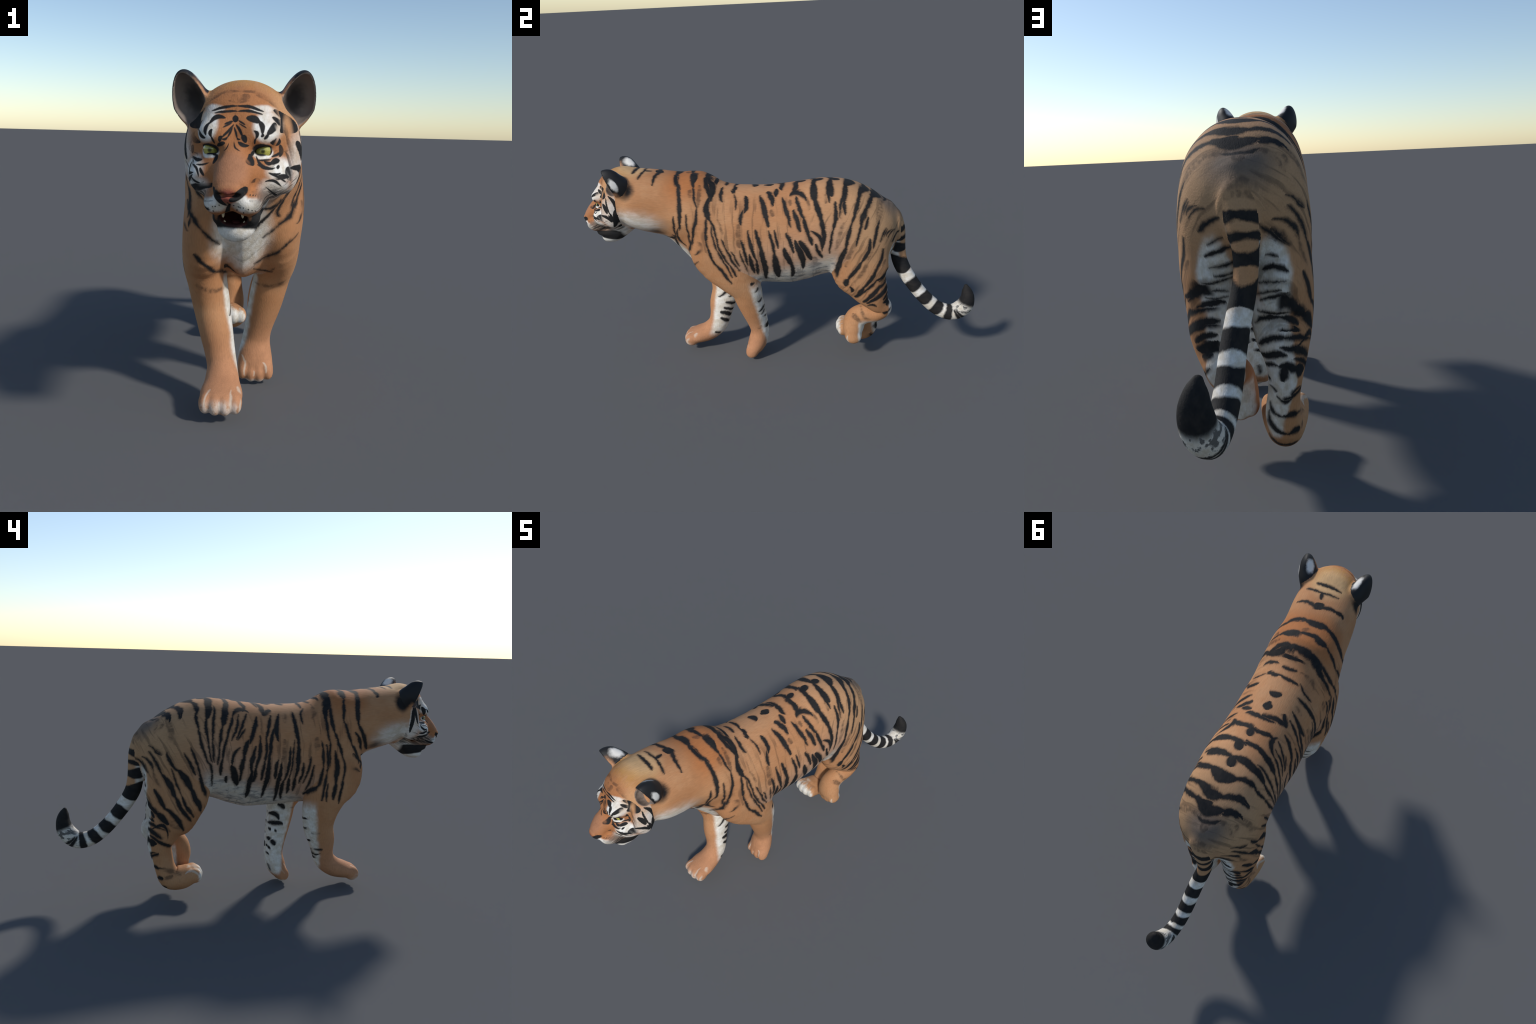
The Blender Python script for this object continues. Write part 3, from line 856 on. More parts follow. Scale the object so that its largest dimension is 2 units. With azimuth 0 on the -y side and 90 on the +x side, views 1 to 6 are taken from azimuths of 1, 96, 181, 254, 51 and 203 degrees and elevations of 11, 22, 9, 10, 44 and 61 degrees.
stripe("face", -0.114, 0.991, -0.048, 1.021, 0.002, 0.0038, .55)
stripe("face", 0.042, 1.022, 0.091, 0.992, 0.006, 0.0036, .55)
stripe("face", -0.011, 1.022, 0.001, 1.004, 0.001, 0.0021, .55)
stripe("face", 0.008, 1.022, 0.004, 1.004, -0.000, 0.0021, .55)
stripe("face", -0.025, 1.008, -0.000, 1.003, 0.001, 0.0021, .55)
stripe("face", 0.028, 1.008, 0.004, 1.003, -0.001, 0.0021, .55)
stripe("face", 0.007, 0.763, 0.011, 0.764, 0.000, 0.0011)
stripe("face", 0.017, 0.761, 0.021, 0.761, 0.000, 0.0011)
stripe("face", 0.021, 0.759, 0.024, 0.759, 0.000, 0.0011)
stripe("face", 0.029, 0.758, 0.032, 0.758, 0.000, 0.0011)
stripe("face", 0.041, 0.755, 0.044, 0.755, 0.000, 0.0011)
stripe("face", 0.049, 0.753, 0.052, 0.752, 0.000, 0.0011)
stripe("face", 0.056, 0.751, 0.059, 0.750, 0.000, 0.0011)
stripe("face", -0.024, 0.763, -0.021, 0.763, 0.000, 0.0011)
stripe("face", -0.034, 0.760, -0.030, 0.760, 0.000, 0.0011)
stripe("face", -0.041, 0.759, -0.038, 0.759, 0.000, 0.0011)
stripe("face", -0.056, 0.754, -0.051, 0.755, 0.000, 0.0011)
stripe("face", -0.161, 0.702, -0.156, 0.702, 0.000, 0.0015)
stripe("face", -0.169, 0.701, -0.164, 0.701, 0.000, 0.0015)
stripe("face", 0.044, 0.789, 0.047, 0.789, -0.000, 0.0011)
stripe("face", 0.050, 0.788, 0.053, 0.787, 0.000, 0.0011)
stripe("face", 0.056, 0.786, 0.058, 0.786, 0.000, 0.0011)
stripe("face", 0.012, 0.752, 0.017, 0.753, 0.000, 0.0011)
stripe("face", 0.027, 0.747, 0.031, 0.747, 0.000, 0.0011)
stripe("face", -0.042, 0.748, -0.038, 0.748, 0.000, 0.0011)
stripe("face", 0.095, 0.963, 0.118, 0.923, 0.004, 0.0039)
stripe("face", -0.149, 0.941, -0.130, 0.966, 0.001, 0.0036)
stripe("face", 0.137, 0.947, 0.151, 0.875, 0.004, 0.0022)
stripe("face", 0.116, 0.887, 0.130, 0.846, 0.003, 0.0024)
stripe("face", 0.085, 0.876, 0.109, 0.893, -0.003, 0.0024)
stripe("face", 0.084, 0.840, 0.121, 0.818, 0.002, 0.0024)
stripe("face", 0.076, 0.817, 0.111, 0.807, 0.008, 0.0026)
stripe("face", 0.079, 0.802, 0.076, 0.745, 0.023, 0.0032)
stripe("face", -0.112, 0.852, -0.089, 0.826, 0.006, 0.0024)
stripe("face", -0.111, 0.824, -0.084, 0.811, -0.004, 0.0021)
stripe("face", 0.050, 0.876, 0.096, 0.851, -0.010, 0.0029)
stripe("face", 0.084, 0.862, 0.104, 0.867, 0.001, 0.0045)
stripe("face", 0.102, 0.905, 0.104, 0.876, 0.002, 0.0036)
stripe("face", 0.128, 0.947, 0.148, 0.858, 0.001, 0.0037)
stripe("face", 0.115, 0.929, 0.143, 0.837, 0.003, 0.0037)
stripe("face", 0.124, 0.852, 0.135, 0.816, -0.000, 0.0055)
stripe("face", 0.087, 0.808, 0.103, 0.798, -0.001, 0.0044, .55)
stripe("face", 0.086, 0.840, 0.110, 0.839, -0.003, 0.0023)
stripe("face", 0.100, 0.853, 0.107, 0.853, 0.000, 0.0030)
stripe("face", 0.054, 0.828, 0.068, 0.814, -0.002, 0.0038, .55)
stripe("face", 0.058, 0.800, 0.060, 0.755, 0.012, 0.0060, .55)
stripe("face", -0.119, 0.899, -0.120, 0.878, -0.001, 0.0031)
stripe("face", -0.087, 0.846, -0.074, 0.829, -0.001, 0.0027)
stripe("face", -0.074, 0.815, -0.074, 0.797, -0.007, 0.0033, .55)
stripe("face", -0.145, 0.950, -0.148, 0.886, 0.008, 0.0025)
stripe("face", -0.150, 0.885, -0.136, 0.822, -0.006, 0.0025)
stripe("face", -0.117, 0.932, -0.130, 0.887, -0.004, 0.0037)
stripe("face", -0.037, 0.806, -0.007, 0.764, -0.003, 0.0048)
stripe("face", 0.039, 0.809, 0.006, 0.776, 0.003, 0.0061)
stripe("face", -0.000, 0.772, -0.022, 0.722, 0.002, 0.0029)
stripe("face", 0.045, 0.776, 0.060, 0.775, -0.001, 0.0023, .55)
stripe("face", -0.168, 0.727, -0.040, 0.773, 0.010, 0.0025, .55)
stripe("face", -0.019, 1.017, 0.001, 1.014, -0.001, 0.0054, .55)
stripe("face", 0.004, 1.015, 0.029, 1.018, -0.000, 0.0054, .55)
stripe("face", -0.068, 1.015, -0.121, 1.003, -0.003, 0.0063, .55)
stripe("face", 0.070, 1.015, 0.102, 0.993, 0.003, 0.0061, .55)
stripe("face", -0.013, 1.044, 0.006, 1.044, -0.000, 0.0028, .55)
stripe("face", -0.089, 0.989, -0.113, 0.962, -0.003, 0.0037)
stripe("face", 0.082, 0.988, 0.104, 0.969, 0.001, 0.0039)

# cheek_right
stripe("cheek_right", -0.796, 0.952, -0.769, 0.872, 0.011, 0.0055)
stripe("cheek_right", -0.770, 0.881, -0.789, 0.773, 0.010, 0.0125)
stripe("cheek_right", -0.811, 0.942, -0.794, 0.858, -0.006, 0.0033)
stripe("cheek_right", -0.795, 0.867, -0.784, 0.817, -0.002, 0.0055)
stripe("cheek_right", -0.835, 0.984, -0.853, 0.935, 0.016, 0.0111)
stripe("cheek_right", -0.831, 0.913, -0.812, 0.867, 0.002, 0.0069)
stripe("cheek_right", -0.851, 0.850, -0.798, 0.822, 0.012, 0.0056)
stripe("cheek_right", -0.807, 0.858, -0.796, 0.819, 0.003, 0.0041)
stripe("cheek_right", -0.936, 0.818, -0.866, 0.829, 0.006, 0.0043)
stripe("cheek_right", -0.946, 0.793, -0.857, 0.795, -0.011, 0.0072, .55)
stripe("cheek_right", -0.934, 0.776, -0.846, 0.743, 0.008, 0.0072, .55)

# cheek_left
stripe("cheek_left", -0.779, 0.951, -0.765, 0.823, 0.001, 0.0067)
stripe("cheek_left", -0.787, 0.949, -0.809, 0.864, 0.006, 0.0055)
stripe("cheek_left", -0.819, 0.982, -0.828, 0.941, 0.016, 0.0108)
stripe("cheek_left", -0.844, 0.947, -0.866, 0.907, -0.002, 0.0078)
stripe("cheek_left", -0.721, 0.841, -0.757, 0.796, 0.002, 0.0061, .55)
stripe("cheek_left", -0.831, 0.856, -0.879, 0.833, 0.011, 0.0037)
stripe("cheek_left", -0.819, 0.792, -0.927, 0.811, 0.004, 0.0053)
stripe("cheek_left", -0.824, 0.773, -0.903, 0.762, -0.004, 0.0094, .55)
stripe("cheek_left", -0.888, 0.771, -0.951, 0.751, 0.003, 0.0038)
stripe("cheek_left", -0.824, 0.812, -0.879, 0.828, 0.006, 0.0037)

# ring
stripe("ring", 0.592, 0.759, 0.650, 0.785, -0.001, 0.0092, .55)
stripe("ring", 0.587, 0.712, 0.661, 0.730, -0.003, 0.0111)
stripe("ring", 0.573, 0.673, 0.668, 0.686, -0.009, 0.0093)
stripe("ring", 0.565, 0.649, 0.671, 0.621, -0.014, 0.0186)
stripe("ring", 0.579, 0.563, 0.689, 0.522, -0.019, 0.0299)
stripe("ring", 0.651, 0.387, 0.752, 0.468, -0.002, 0.0211)
stripe("ring", 0.709, 0.317, 0.805, 0.389, -0.001, 0.0194)
stripe("ring", 0.780, 0.254, 0.847, 0.337, -0.001, 0.0176)
stripe("ring", 0.864, 0.197, 0.885, 0.323, 0.002, 0.0131)
stripe("ring", 0.956, 0.218, 0.904, 0.302, 0.001, 0.0072)
stripe("ring", 0.978, 0.246, 0.913, 0.302, 0.004, 0.0059)

# toe_front
stripe("toe_front", -0.109, 0.069, -0.096, 0.109, 0.005, 0.0023)
stripe("toe_front", -0.028, 0.061, -0.030, 0.109, 0.001, 0.0023)
stripe("toe_front", 0.006, 0.075, -0.011, 0.111, -0.004, 0.0025)
stripe("toe_front", -0.060, 0.059, -0.062, 0.085, 0.000, 0.0017)
stripe("toe_front", 0.003, 0.039, 0.007, 0.095, 0.005, 0.0026)
stripe("toe_front", 0.081, 0.049, 0.069, 0.089, -0.004, 0.0026)
stripe("toe_front", 0.039, 0.035, 0.042, 0.056, -0.002, 0.0018)

# toe_left
stripe("toe_left", 0.399, 0.138, 0.331, 0.123, -0.019, 0.0038)
stripe("toe_left", 0.386, 0.161, 0.318, 0.136, -0.013, 0.0032)

# toe_right
stripe("toe_right", 0.372, 0.123, 0.366, 0.164, 0.008, 0.0029)
stripe("toe_right", 0.435, 0.237, 0.436, 0.151, 0.003, 0.0036)


# ---------------------------------------------------------------- node helpers
ORANGE, DEEP, SAND = (.43, .203, .092), (.37, .135, .045), (.64, .40, .20)
GREYTAN, ROSE, CREAM, WHITE = (.42, .265, .145), (.45, .215, .110), (.62, .55, .45), (.72, .69, .64)
BLACK, SMOKE, RED = (.013, .013, .014), (.10, .088, .080), (.075, .018, .014)


class Net:
    def __init__(self, name):
        self.mat = bpy.data.materials.new(name)
        self.mat.use_nodes = True
        self.t = self.mat.node_tree
        self.bsdf = self.t.nodes["Principled BSDF"]
        self.obj = self.t.nodes.new("ShaderNodeTexCoord").outputs["Object"]
        self.nor = self.t.nodes.new("ShaderNodeNewGeometry").outputs["Normal"]

    def put(self, sock, v):
        if isinstance(v, bpy.types.NodeSocket):
            self.t.links.new(v, sock)
        else:
            sock.default_value = v

    def m(self, op, a, b=None, c=None, clamp=False):
        n = self.t.nodes.new("ShaderNodeMath")
        n.operation, n.use_clamp = op, clamp
        for i, v in enumerate((a, b, c)):
            if v is not None:
                self.put(n.inputs[i], v)
        return n.outputs[0]

    def v(self, op, a, b=None, out=0):
        n = self.t.nodes.new("ShaderNodeVectorMath")
        n.operation = op
        self.put(n.inputs[0], a)
        if b is not None:
            self.put(n.inputs[3] if op == "SCALE" else n.inputs[1], b)
        return n.outputs["Value" if op in ("DOT_PRODUCT", "LENGTH") else "Vector"]

    def dot(self, a, b):
        return self.v("DOT_PRODUCT", a, b)

    def xyz(self, x, y, z):
        n = self.t.nodes.new("ShaderNodeCombineXYZ")
        for i, q in enumerate((x, y, z)):
            self.put(n.inputs[i], q)
        return n.outputs[0]

    def split(self, a):
        n = self.t.nodes.new("ShaderNodeSeparateXYZ")
        self.put(n.inputs[0], a)
        return n.outputs

    def ramp(self, x, lo, hi):
        """0 at lo, 1 at hi, smooth between (lo may exceed hi)."""
        n = self.t.nodes.new("ShaderNodeMapRange")
        n.interpolation_type = "SMOOTHSTEP"
        self.put(n.inputs[0], x)
        if lo < hi:
            n.inputs[1].default_value, n.inputs[2].default_value = lo, hi
        else:
            n.inputs[1].default_value, n.inputs[2].default_value = hi, lo
            n.inputs[3].default_value, n.inputs[4].default_value = 1, 0
        return n.outputs[0]

    def noise(self, co, scale, detail=2, rough=.5, out="Fac"):
        n = self.t.nodes.new("ShaderNodeTexNoise")
        self.put(n.inputs["Vector"], co)
        n.inputs["Scale"].default_value = scale
        n.inputs["Detail"].default_value = detail
        n.inputs["Roughness"].default_value = rough
        return n.outputs[out]

    def mix(self, f, a, b):
        n = self.t.nodes.new("ShaderNodeMix")
        n.data_type = "RGBA"
        self.put(n.inputs[0], f)
        for i, q in ((6, a), (7, b)):
            self.put(n.inputs[i], (*q, 1) if isinstance(q, tuple) else q)
        return n.outputs[2]

    def both(self, a, b):
        return self.m("MULTIPLY", a, b)

    def most(self, *a):
        r = a[0]
        for q in a[1:]:
            r = self.m("MAXIMUM", r, q)
        return r

    def blob(self, co, c, r, soft=.3, turn=None):
        q = self.v("SUBTRACT", co, c)
        if turn is not None:
            q = self.xyz(*[self.dot(q, tuple(map(float, row))) for row in turn])
        q = self.v("MULTIPLY", q, tuple(1 / k for k in r))
        return self.ramp(self.v("LENGTH", q), 1 + soft, 1 - soft)

    def strokes(self, chart, items):
        """Height field of all strokes: positive inside a stripe, in metres from its edge."""
        h = -1.0
        for k in range(0, len(items), 20):
            g = self.t.nodes.new("ShaderNodeGroup")
            g.node_tree = stroke_chain(tuple(items[k:k + 20]))
            self.t.links.new(chart, g.inputs["Chart"])
            self.put(g.inputs["Before"], h)
            h = g.outputs[0]
        return h


CHAINS = {}


def new_group(name, *sockets):
    t = bpy.data.node_groups.new(name, "ShaderNodeTree")
    for sock, kind in sockets:
        t.interface.new_socket(sock, in_out="INPUT", socket_type="NodeSocket" + kind)
    t.interface.new_socket("Height", in_out="OUTPUT", socket_type="NodeSocketFloat")
    return t, t.nodes.new("NodeGroupInput").outputs, t.nodes.new("NodeGroupOutput").inputs[0]


def stroke_chain(items):
    """Node group: a run of strokes in one chart."""
    if items in CHAINS:
        return CHAINS[items]
    t, src, dst = new_group("strokes", ("Chart", "Vector"), ("Before", "Float"))
    h = src["Before"]
    for _, u0, v0, u1, v1, bow, half, _s in items:
        L = math.hypot(u1 - u0, v1 - v0)
        cu, cv = (u1 - u0) / L, (v1 - v0) / L
        g = t.nodes.new("ShaderNodeGroup")
        g.node_tree = stroke_group()
        i = g.inputs
        i["Along"].default_value = (cu / L, cv / L, -(cu * u0 + cv * v0) / L)
        i["Across"].default_value = (-cv, cu, cv * u0 - cu * v0)
        i["Bow"].default_value, i["Half"].default_value = -4 * bow, half * (1.5 if _.startswith(('face', 'cheek')) else 1.38)
        t.links.new(src["Chart"], i["Chart"])
        t.links.new(h, i["Before"])
        h = g.outputs[0]
    t.links.new(h, dst)
    CHAINS[items] = t
    return t


def stroke_group():
    """Node group: one tapering, bowed stroke, merged with the strokes before it."""
    if "stroke" in bpy.data.node_groups:
        return bpy.data.node_groups["stroke"]
    t, o, dst = new_group("stroke", ("Chart", "Vector"), ("Along", "Vector"), ("Across", "Vector"), ("Bow", "Float"),
                          ("Half", "Float"), ("Before", "Float"))
    n = Net.__new__(Net)
    n.t = t
    s = n.dot(o["Chart"], o["Along"])
    q = n.m("MULTIPLY", s, n.m("SUBTRACT", 1.0, s))
    off = n.m("ABSOLUTE", n.m("MULTIPLY_ADD", q, o["Bow"], n.dot(o["Chart"], o["Across"])))
    tap = n.m("SQRT", n.m("MULTIPLY_ADD", q, 4.0, .14))
    g = n.m("SUBTRACT", n.m("MULTIPLY", tap, o["Half"]), off)
    g = n.m("ADD", g, n.m("MINIMUM", n.m("ADD", q, .035), 0.0))
    t.links.new(n.m("MAXIMUM", g, o["Before"]), dst)
    return t


EYE_AT = (.0645, .0, .891)


def chart_points(chart, V, L):
    return {"right": V[:, 1:], "left": V[:, 1:], "inner_left": V[:, 1:], "inner_right": V[:, 1:], "back": V[:, :2],
            "rear": V[:, ::2], "front": V[:, ::2], "face": L[:, ::2], "cheek_right": V[:, 1:], "cheek_left": V[:, 1:],
            "ring": V[:, 1:], "toe_front": V[:, ::2], "toe_left": V[:, 1:], "toe_right": V[:, 1:]}[chart]


CHARTS = dict(torso_right=("right", "back", "rear", "front"), torso_left=("left", "back", "rear", "front"),
              fl=("left", "inner_left", "front", "toe_front"), fr=("right", "inner_right", "front", "toe_front"), hl=("left", "rear", "toe_left"),
              hr=("right", "rear", "toe_right"), tail=("ring", "back"),
              head=("face", "cheek_right", "cheek_left", "right", "left", "back"), ear_l=(), ear_r=())


def where(chart, V):
    """Which points of a part lie on the side that a chart covers."""
    x, y, z = V.T
    return {"right": x > -.01, "left": x < .01, "back": z > .74, "rear": y > .40, "front": y < -.15,
            "cheek_right": (x > -.02) & (y < -.70), "cheek_left": (x < .02) & (y < -.70)}.get(chart, x > -9)


def coat(part, V):
    """The fur of one part: base colours by place, then the stripes that cross it."""
    n = Net("fur_" + part)
    co = n.obj
    L = head_local(V)
    head = part == "head"
    # irregular edges: a slow wander and a fine serration along the lie of the hair
    slow = n.v("SUBTRACT", n.noise(co, 16, 2, .5, "Color"), (.5, .5, .5))
    hair_co = n.v("MULTIPLY", co, (260, 40, 210) if not part[:2] in ("fl", "fr", "hl", "hr") else (260, 210, 40))
    hair = n.noise(hair_co, 1.0, 2, .6)
    hv = n.m("SUBTRACT", hair, .5)
    k = .6 if head else 1.0
    if part[:2] in ("fl", "fr", "hl", "hr"):
        lie = n.xyz(0.0, n.m("MULTIPLY", hv, .003), n.m("MULTIPLY", hv, .007))
    else:
        lie = n.xyz(0.0, n.m("MULTIPLY", hv, .0085 * k), n.m("MULTIPLY", hv, .003 * k))
    p = n.v("ADD", n.v("ADD", co, n.v("SCALE", slow, .018 * k)), lie)
    x, y, z = n.split(p)
    ax = n.m("ABSOLUTE", x)
    am = n.xyz(ax, y, z)
    nx, ny, nz = n.split(n.nor)
    mottle = n.noise(n.v("MULTIPLY", co, (60, 16, 40)), 1.0, 3, .6)
    broad = n.noise(co, 5.0, 2, .5)
    # ---- base colours
    col = n.mix(n.ramp(broad, .35, .65), ORANGE, (.49, .255, .125))
    col = n.mix(n.both(n.ramp(mottle, .42, .72), .45), col, (.35, .155, .065))
    withers = n.both(n.both(n.ramp(y, -.56, -.47), n.ramp(y, -.28, -.36)), n.ramp(z, .88, .985))
    col = n.mix(n.both(withers, .85), col, DEEP)
    col = n.mix(n.both(n.both(n.ramp(y, .15, .55), n.ramp(z, .45, .8)), .75), col, GREYTAN)
    crown = n.blob(am, (0, -.70, 1.055), (.085, .075, .06), .5)
    gold = n.blob(am, (0, -.745, 1.045), (.105, .085, .05), .5)
    col = n.mix(n.both(gold, n.ramp(mottle, .25, .6)), col, (.43, .215, .065))
    col = n.mix(n.both(crown, .85), col, SAND)
    if part.startswith("torso") or part == "tail":
        grey = n.blob(am, (0, .560, .845), (.085, .070, .075), .5)
        col = n.mix(n.both(grey, .8), col, SMOKE)
    white = None
    if not (head or part.startswith("ear") or part == "tail"):
        line = n.m("MULTIPLY_ADD", n.m("MAXIMUM", n.m("MINIMUM", y, .30), -.2), .30, .545)
        rise = n.m("SUBTRACT", z, line)
        belly = n.both(n.ramp(rise, .075, -.045), n.both(n.ramp(y, -.30, -.16), n.ramp(y, .36, .27)))
        chest = n.blob(am, (0, -.52, .605), (.092, .20, .150), .3)
        throat = n.blob(am, (0, -.66, .705), (.105, .16, .050), .4)
        cheek = n.blob(am, (.135, -.705, .797), (.07, .135, .070), .6)
        rump = n.blob(am, (.076, .57, .555), (.046, .10, .115), .22)
        white = n.most(belly, chest, throat, n.both(cheek, .9), rump) if part.startswith("torso") else n.most(chest, rump)
        if part.startswith("hl") or part.startswith("hr"):
            side = -1 if part == "hl" else 1
            xc = n.m("MULTIPLY_ADD", n.m("MINIMUM", n.m("MAXIMUM", z, .2), .4), side * (.02 if part == "hl" else .21),
                     side * (.088 if part == "hl" else .010))
            dep = n.m("MULTIPLY_ADD", n.m("MAXIMUM", z, .28), .45, -.076)
            yc = n.m("MULTIPLY_ADD", n.m("MINIMUM", n.m("MAXIMUM", z, .28), .50), -.36, .606 if part == "hl" else .61)
            inn = n.m("MULTIPLY", n.m("SUBTRACT", xc, x), side / .07)
            back = n.m("DIVIDE", n.m("SUBTRACT", y, yc), dep)
            pale = n.both(n.ramp(n.m("ADD", inn, back), .55, .85), n.ramp(z, .54, .46))
            white = n.most(white, n.both(pale, .9))
            if part == "hl":
                white = n.most(white, n.both(n.ramp(n.m("MULTIPLY_ADD", mottle, -.03, y), .325, .305), n.ramp(z, .20, .16)))
            else:
                white = n.most(white, n.both(n.ramp(y, .415, .430), n.ramp(z, .26, .22)))
        elif part in ("fl", "fr"):
            side = -1 if part == "fl" else 1
            if part == "fl":
                xc = n.m("MULTIPLY_ADD", z, -.165, -.051)
                yc = n.m("MULTIPLY_ADD", z, .11, -.356)
            else:
                xc = n.m("MULTIPLY_ADD", z, .17, .023)
                yc = n.m("MULTIPLY_ADD", z, -.25, -.065)
            out = n.m("MULTIPLY", n.m("SUBTRACT", x, xc), side * .72)
            f = n.m("SUBTRACT", n.m("SUBTRACT", y, yc), out)
            pale = n.both(n.ramp(f, -.010, .026), n.both(n.ramp(z, .50, .42), 1.0 if part == "fr" else n.ramp(z, .06, .13)))
            white = n.most(white, pale)
            if part == "fl":
                toe = n.both(n.ramp(n.m("MULTIPLY_ADD", y, 1.0, n.m("MULTIPLY", z, 1.0)), -.425, -.475), n.ramp(mottle, .25, .5))
                white = n.most(white, n.both(toe, .55), n.both(n.ramp(n.m('MULTIPLY_ADD', mottle, .06, z), .080, .045), .65))
            else:
                white = n.most(white, n.ramp(z, .030, .010))
            col = n.mix(n.ramp(z, .34, .12), col, ROSE)
        streak = n.ramp(n.m("ADD", mottle, n.m("MULTIPLY", white, .8)), .55, .95)
        col = n.mix(n.both(white, n.m("MULTIPLY_ADD", streak, .3, .7)), col, n.mix(n.ramp(mottle, .3, .7), CREAM, WHITE))
    if part == "tail":
        low = n.ramp(z, .56, .48)
        low = n.most(low, n.both(n.ramp(z, .74, .66), n.ramp(y, .635, .615)))
        col = n.mix(low, col, n.mix(n.ramp(mottle, .3, .7), CREAM, WHITE))
    if part.startswith("torso"):
        under = n.both(n.both(n.ramp(rise, .26, .02), n.ramp(y, -.36, -.2)), n.ramp(y, .42, .28))
        col = n.mix(n.both(under, n.m("SUBTRACT", .7, n.both(white, .7))), col, (.50, .315, .215))
    dark = []
    if part.startswith("torso"):
        dark.append(n.blob(am, (.126, -.708, .965), (.034, .042, .046), .35))
        dark.append(n.both(n.both(n.blob(am, (.125, -.590, .740), (.035, .048, .034), .6), n.ramp(mottle, .2, .55)), .85))
        dark.append(n.both(n.both(belly, n.ramp(mottle, .42, .68)), .70))
    if part == "tail":
        dark.append(n.both(n.ramp(n.m("ADD", z, n.m("MULTIPLY", y, .35)), .655, .685), n.ramp(y, .91, .93)))
        dark.append(n.both(n.both(n.ramp(y, .87, .93), n.ramp(mottle, .50, .60)), .85))
    if part.startswith("torso") or part in ("hl", "hr"):
        lean = n.m("MULTIPLY_ADD", n.m("MULTIPLY", n.m("SUBTRACT", z, .75), -.55), n.ramp(y, .05, .35), y)
        ribs = n.noise(n.xyz(n.m("MULTIPLY", x, 6), n.m("MULTIPLY", lean, 50), n.m("MULTIPLY", z, 5)), 1.0, 2, .5)
        zone = n.both(n.both(n.ramp(z, .95, .86), n.ramp(z, .34, .44)), n.ramp(y, -.50, -.35))
        dark.append(n.both(n.both(zone, n.ramp(ribs, .53, .68)), .42))
    # ---- the head has its own plan
    if head:
        q = n.v("SUBTRACT", p, tuple(HEAD_AT))
        lx, lf = n.dot(q, tuple(LAT)), n.dot(q, tuple(FWD))
        m = n.xyz(n.m("ABSOLUTE", lx), lf, z)
        face = n.ramp(lf, .0, .06)
        whisk = n.noise(n.v("MULTIPLY", n.xyz(lx, lf, n.m("MULTIPLY_ADD", lf, .55, z)), (30, 14, 120)), 1.0, 2, .5)
        col = n.mix(n.both(face, .8), col, (.36, .138, .050))
        col = n.mix(n.both(n.blob(m, (0, .17, .845), (.040, .07, .05), .4), .7), col, (.36, .175, .100))
        pale = n.most(
            n.blob(m, (.074, .08, .946), (.032, .20, .037), .22), n.both(n.blob(m, (.060, .08, .986), (.026, .2, .011), .35), .9),
            n.blob(m, (EYE_AT[0] + .002, .10, EYE_AT[2] - .006), (.027, .05, .0145), .18),
            n.blob(m, (.104, .05, .842), (.033, .09, .030), .35), n.both(n.blob(m, (.095, .08, .806), (.036, .07, .022), .45), .9),
            n.blob(m, (.042, .165, .764), (.036, .06, .017), .3), n.blob(m, (.030, .19, .776), (.014, .03, .014), .4),
            n.both(n.ramp(z, .712, .704), n.ramp(lf, -.07, -.03)), n.both(n.blob(m, (0, -.03, .735), (.12, .09, .036), .4), .9),
            n.both(n.blob(m, (.135, -.02, .860), (.022, .07, .085), .4), .8), n.both(n.blob(m, (.11, -.06, .775), (.06, .10, .045), .4), .9))
        col = n.mix(pale, col, n.mix(n.ramp(mottle, .25, .65), CREAM, WHITE))
        col = n.mix(n.both(n.blob(m, (.100, .03, .975), (.030, .06, .05), .6), .5), col, (.52, .30, .15))
        jowl = n.blob(m, (.085, .06, .768), (.045, .11, .036), .45)
        col = n.mix(n.both(jowl, .75), col, (.33, .28, .235))
        col = n.mix(n.blob(m, (0, .204, .786), (.021, .020, .019), .35), col, (.27, .075, .050))
        dark += [n.blob(m, (.028, .196, .794), (.012, .020, .007), .35),
                 n.blob(m, (EYE_AT[0] - .001, .10, EYE_AT[2] + .001), (.0245, .05, .0140), .12),
                 n.both(n.both(n.ramp(z, .748, .740), n.ramp(n.m('MULTIPLY_ADD', lf, -.14, z), .682, .690)), n.both(n.ramp(lf, -.03, -.005), n.ramp(lf, .135, .125))),
                 n.blob(m, (.126, -.082, .965), (.034, .042, .046), .35),
                 n.both(n.both(jowl, n.ramp(whisk, .40, .56)), .9),
                 n.both(n.blob(m, (.118, -.042, .756), (.030, .030, .022), .5), .85),
                 n.both(n.both(n.blob(m, (.110, .04, .835), (.035, .07, .055), .5), n.ramp(whisk, .56, .66)), .8)]
    # ---- stripes
    halo = []
    groups, sides = {}, {ch: chart_points(ch, V, L)[where(ch, V)][::3] for ch in CHARTS[part]}
    for s in STRIPES:
        if s[0] not in CHARTS[part]:
            continue
        U = sides[s[0]]
        pad = s[6] + .02
        lo = (min(s[1], s[3]) - pad - abs(s[5]) * .5, min(s[2], s[4]) - pad - abs(s[5]) * .5)
        hi = (max(s[1], s[3]) + pad + abs(s[5]) * .5, max(s[2], s[4]) + pad + abs(s[5]) * .5)
        if len(U) and ((U > lo) & (U < hi)).all(1).any():
            groups.setdefault((s[0], s[7]), []).append(s)
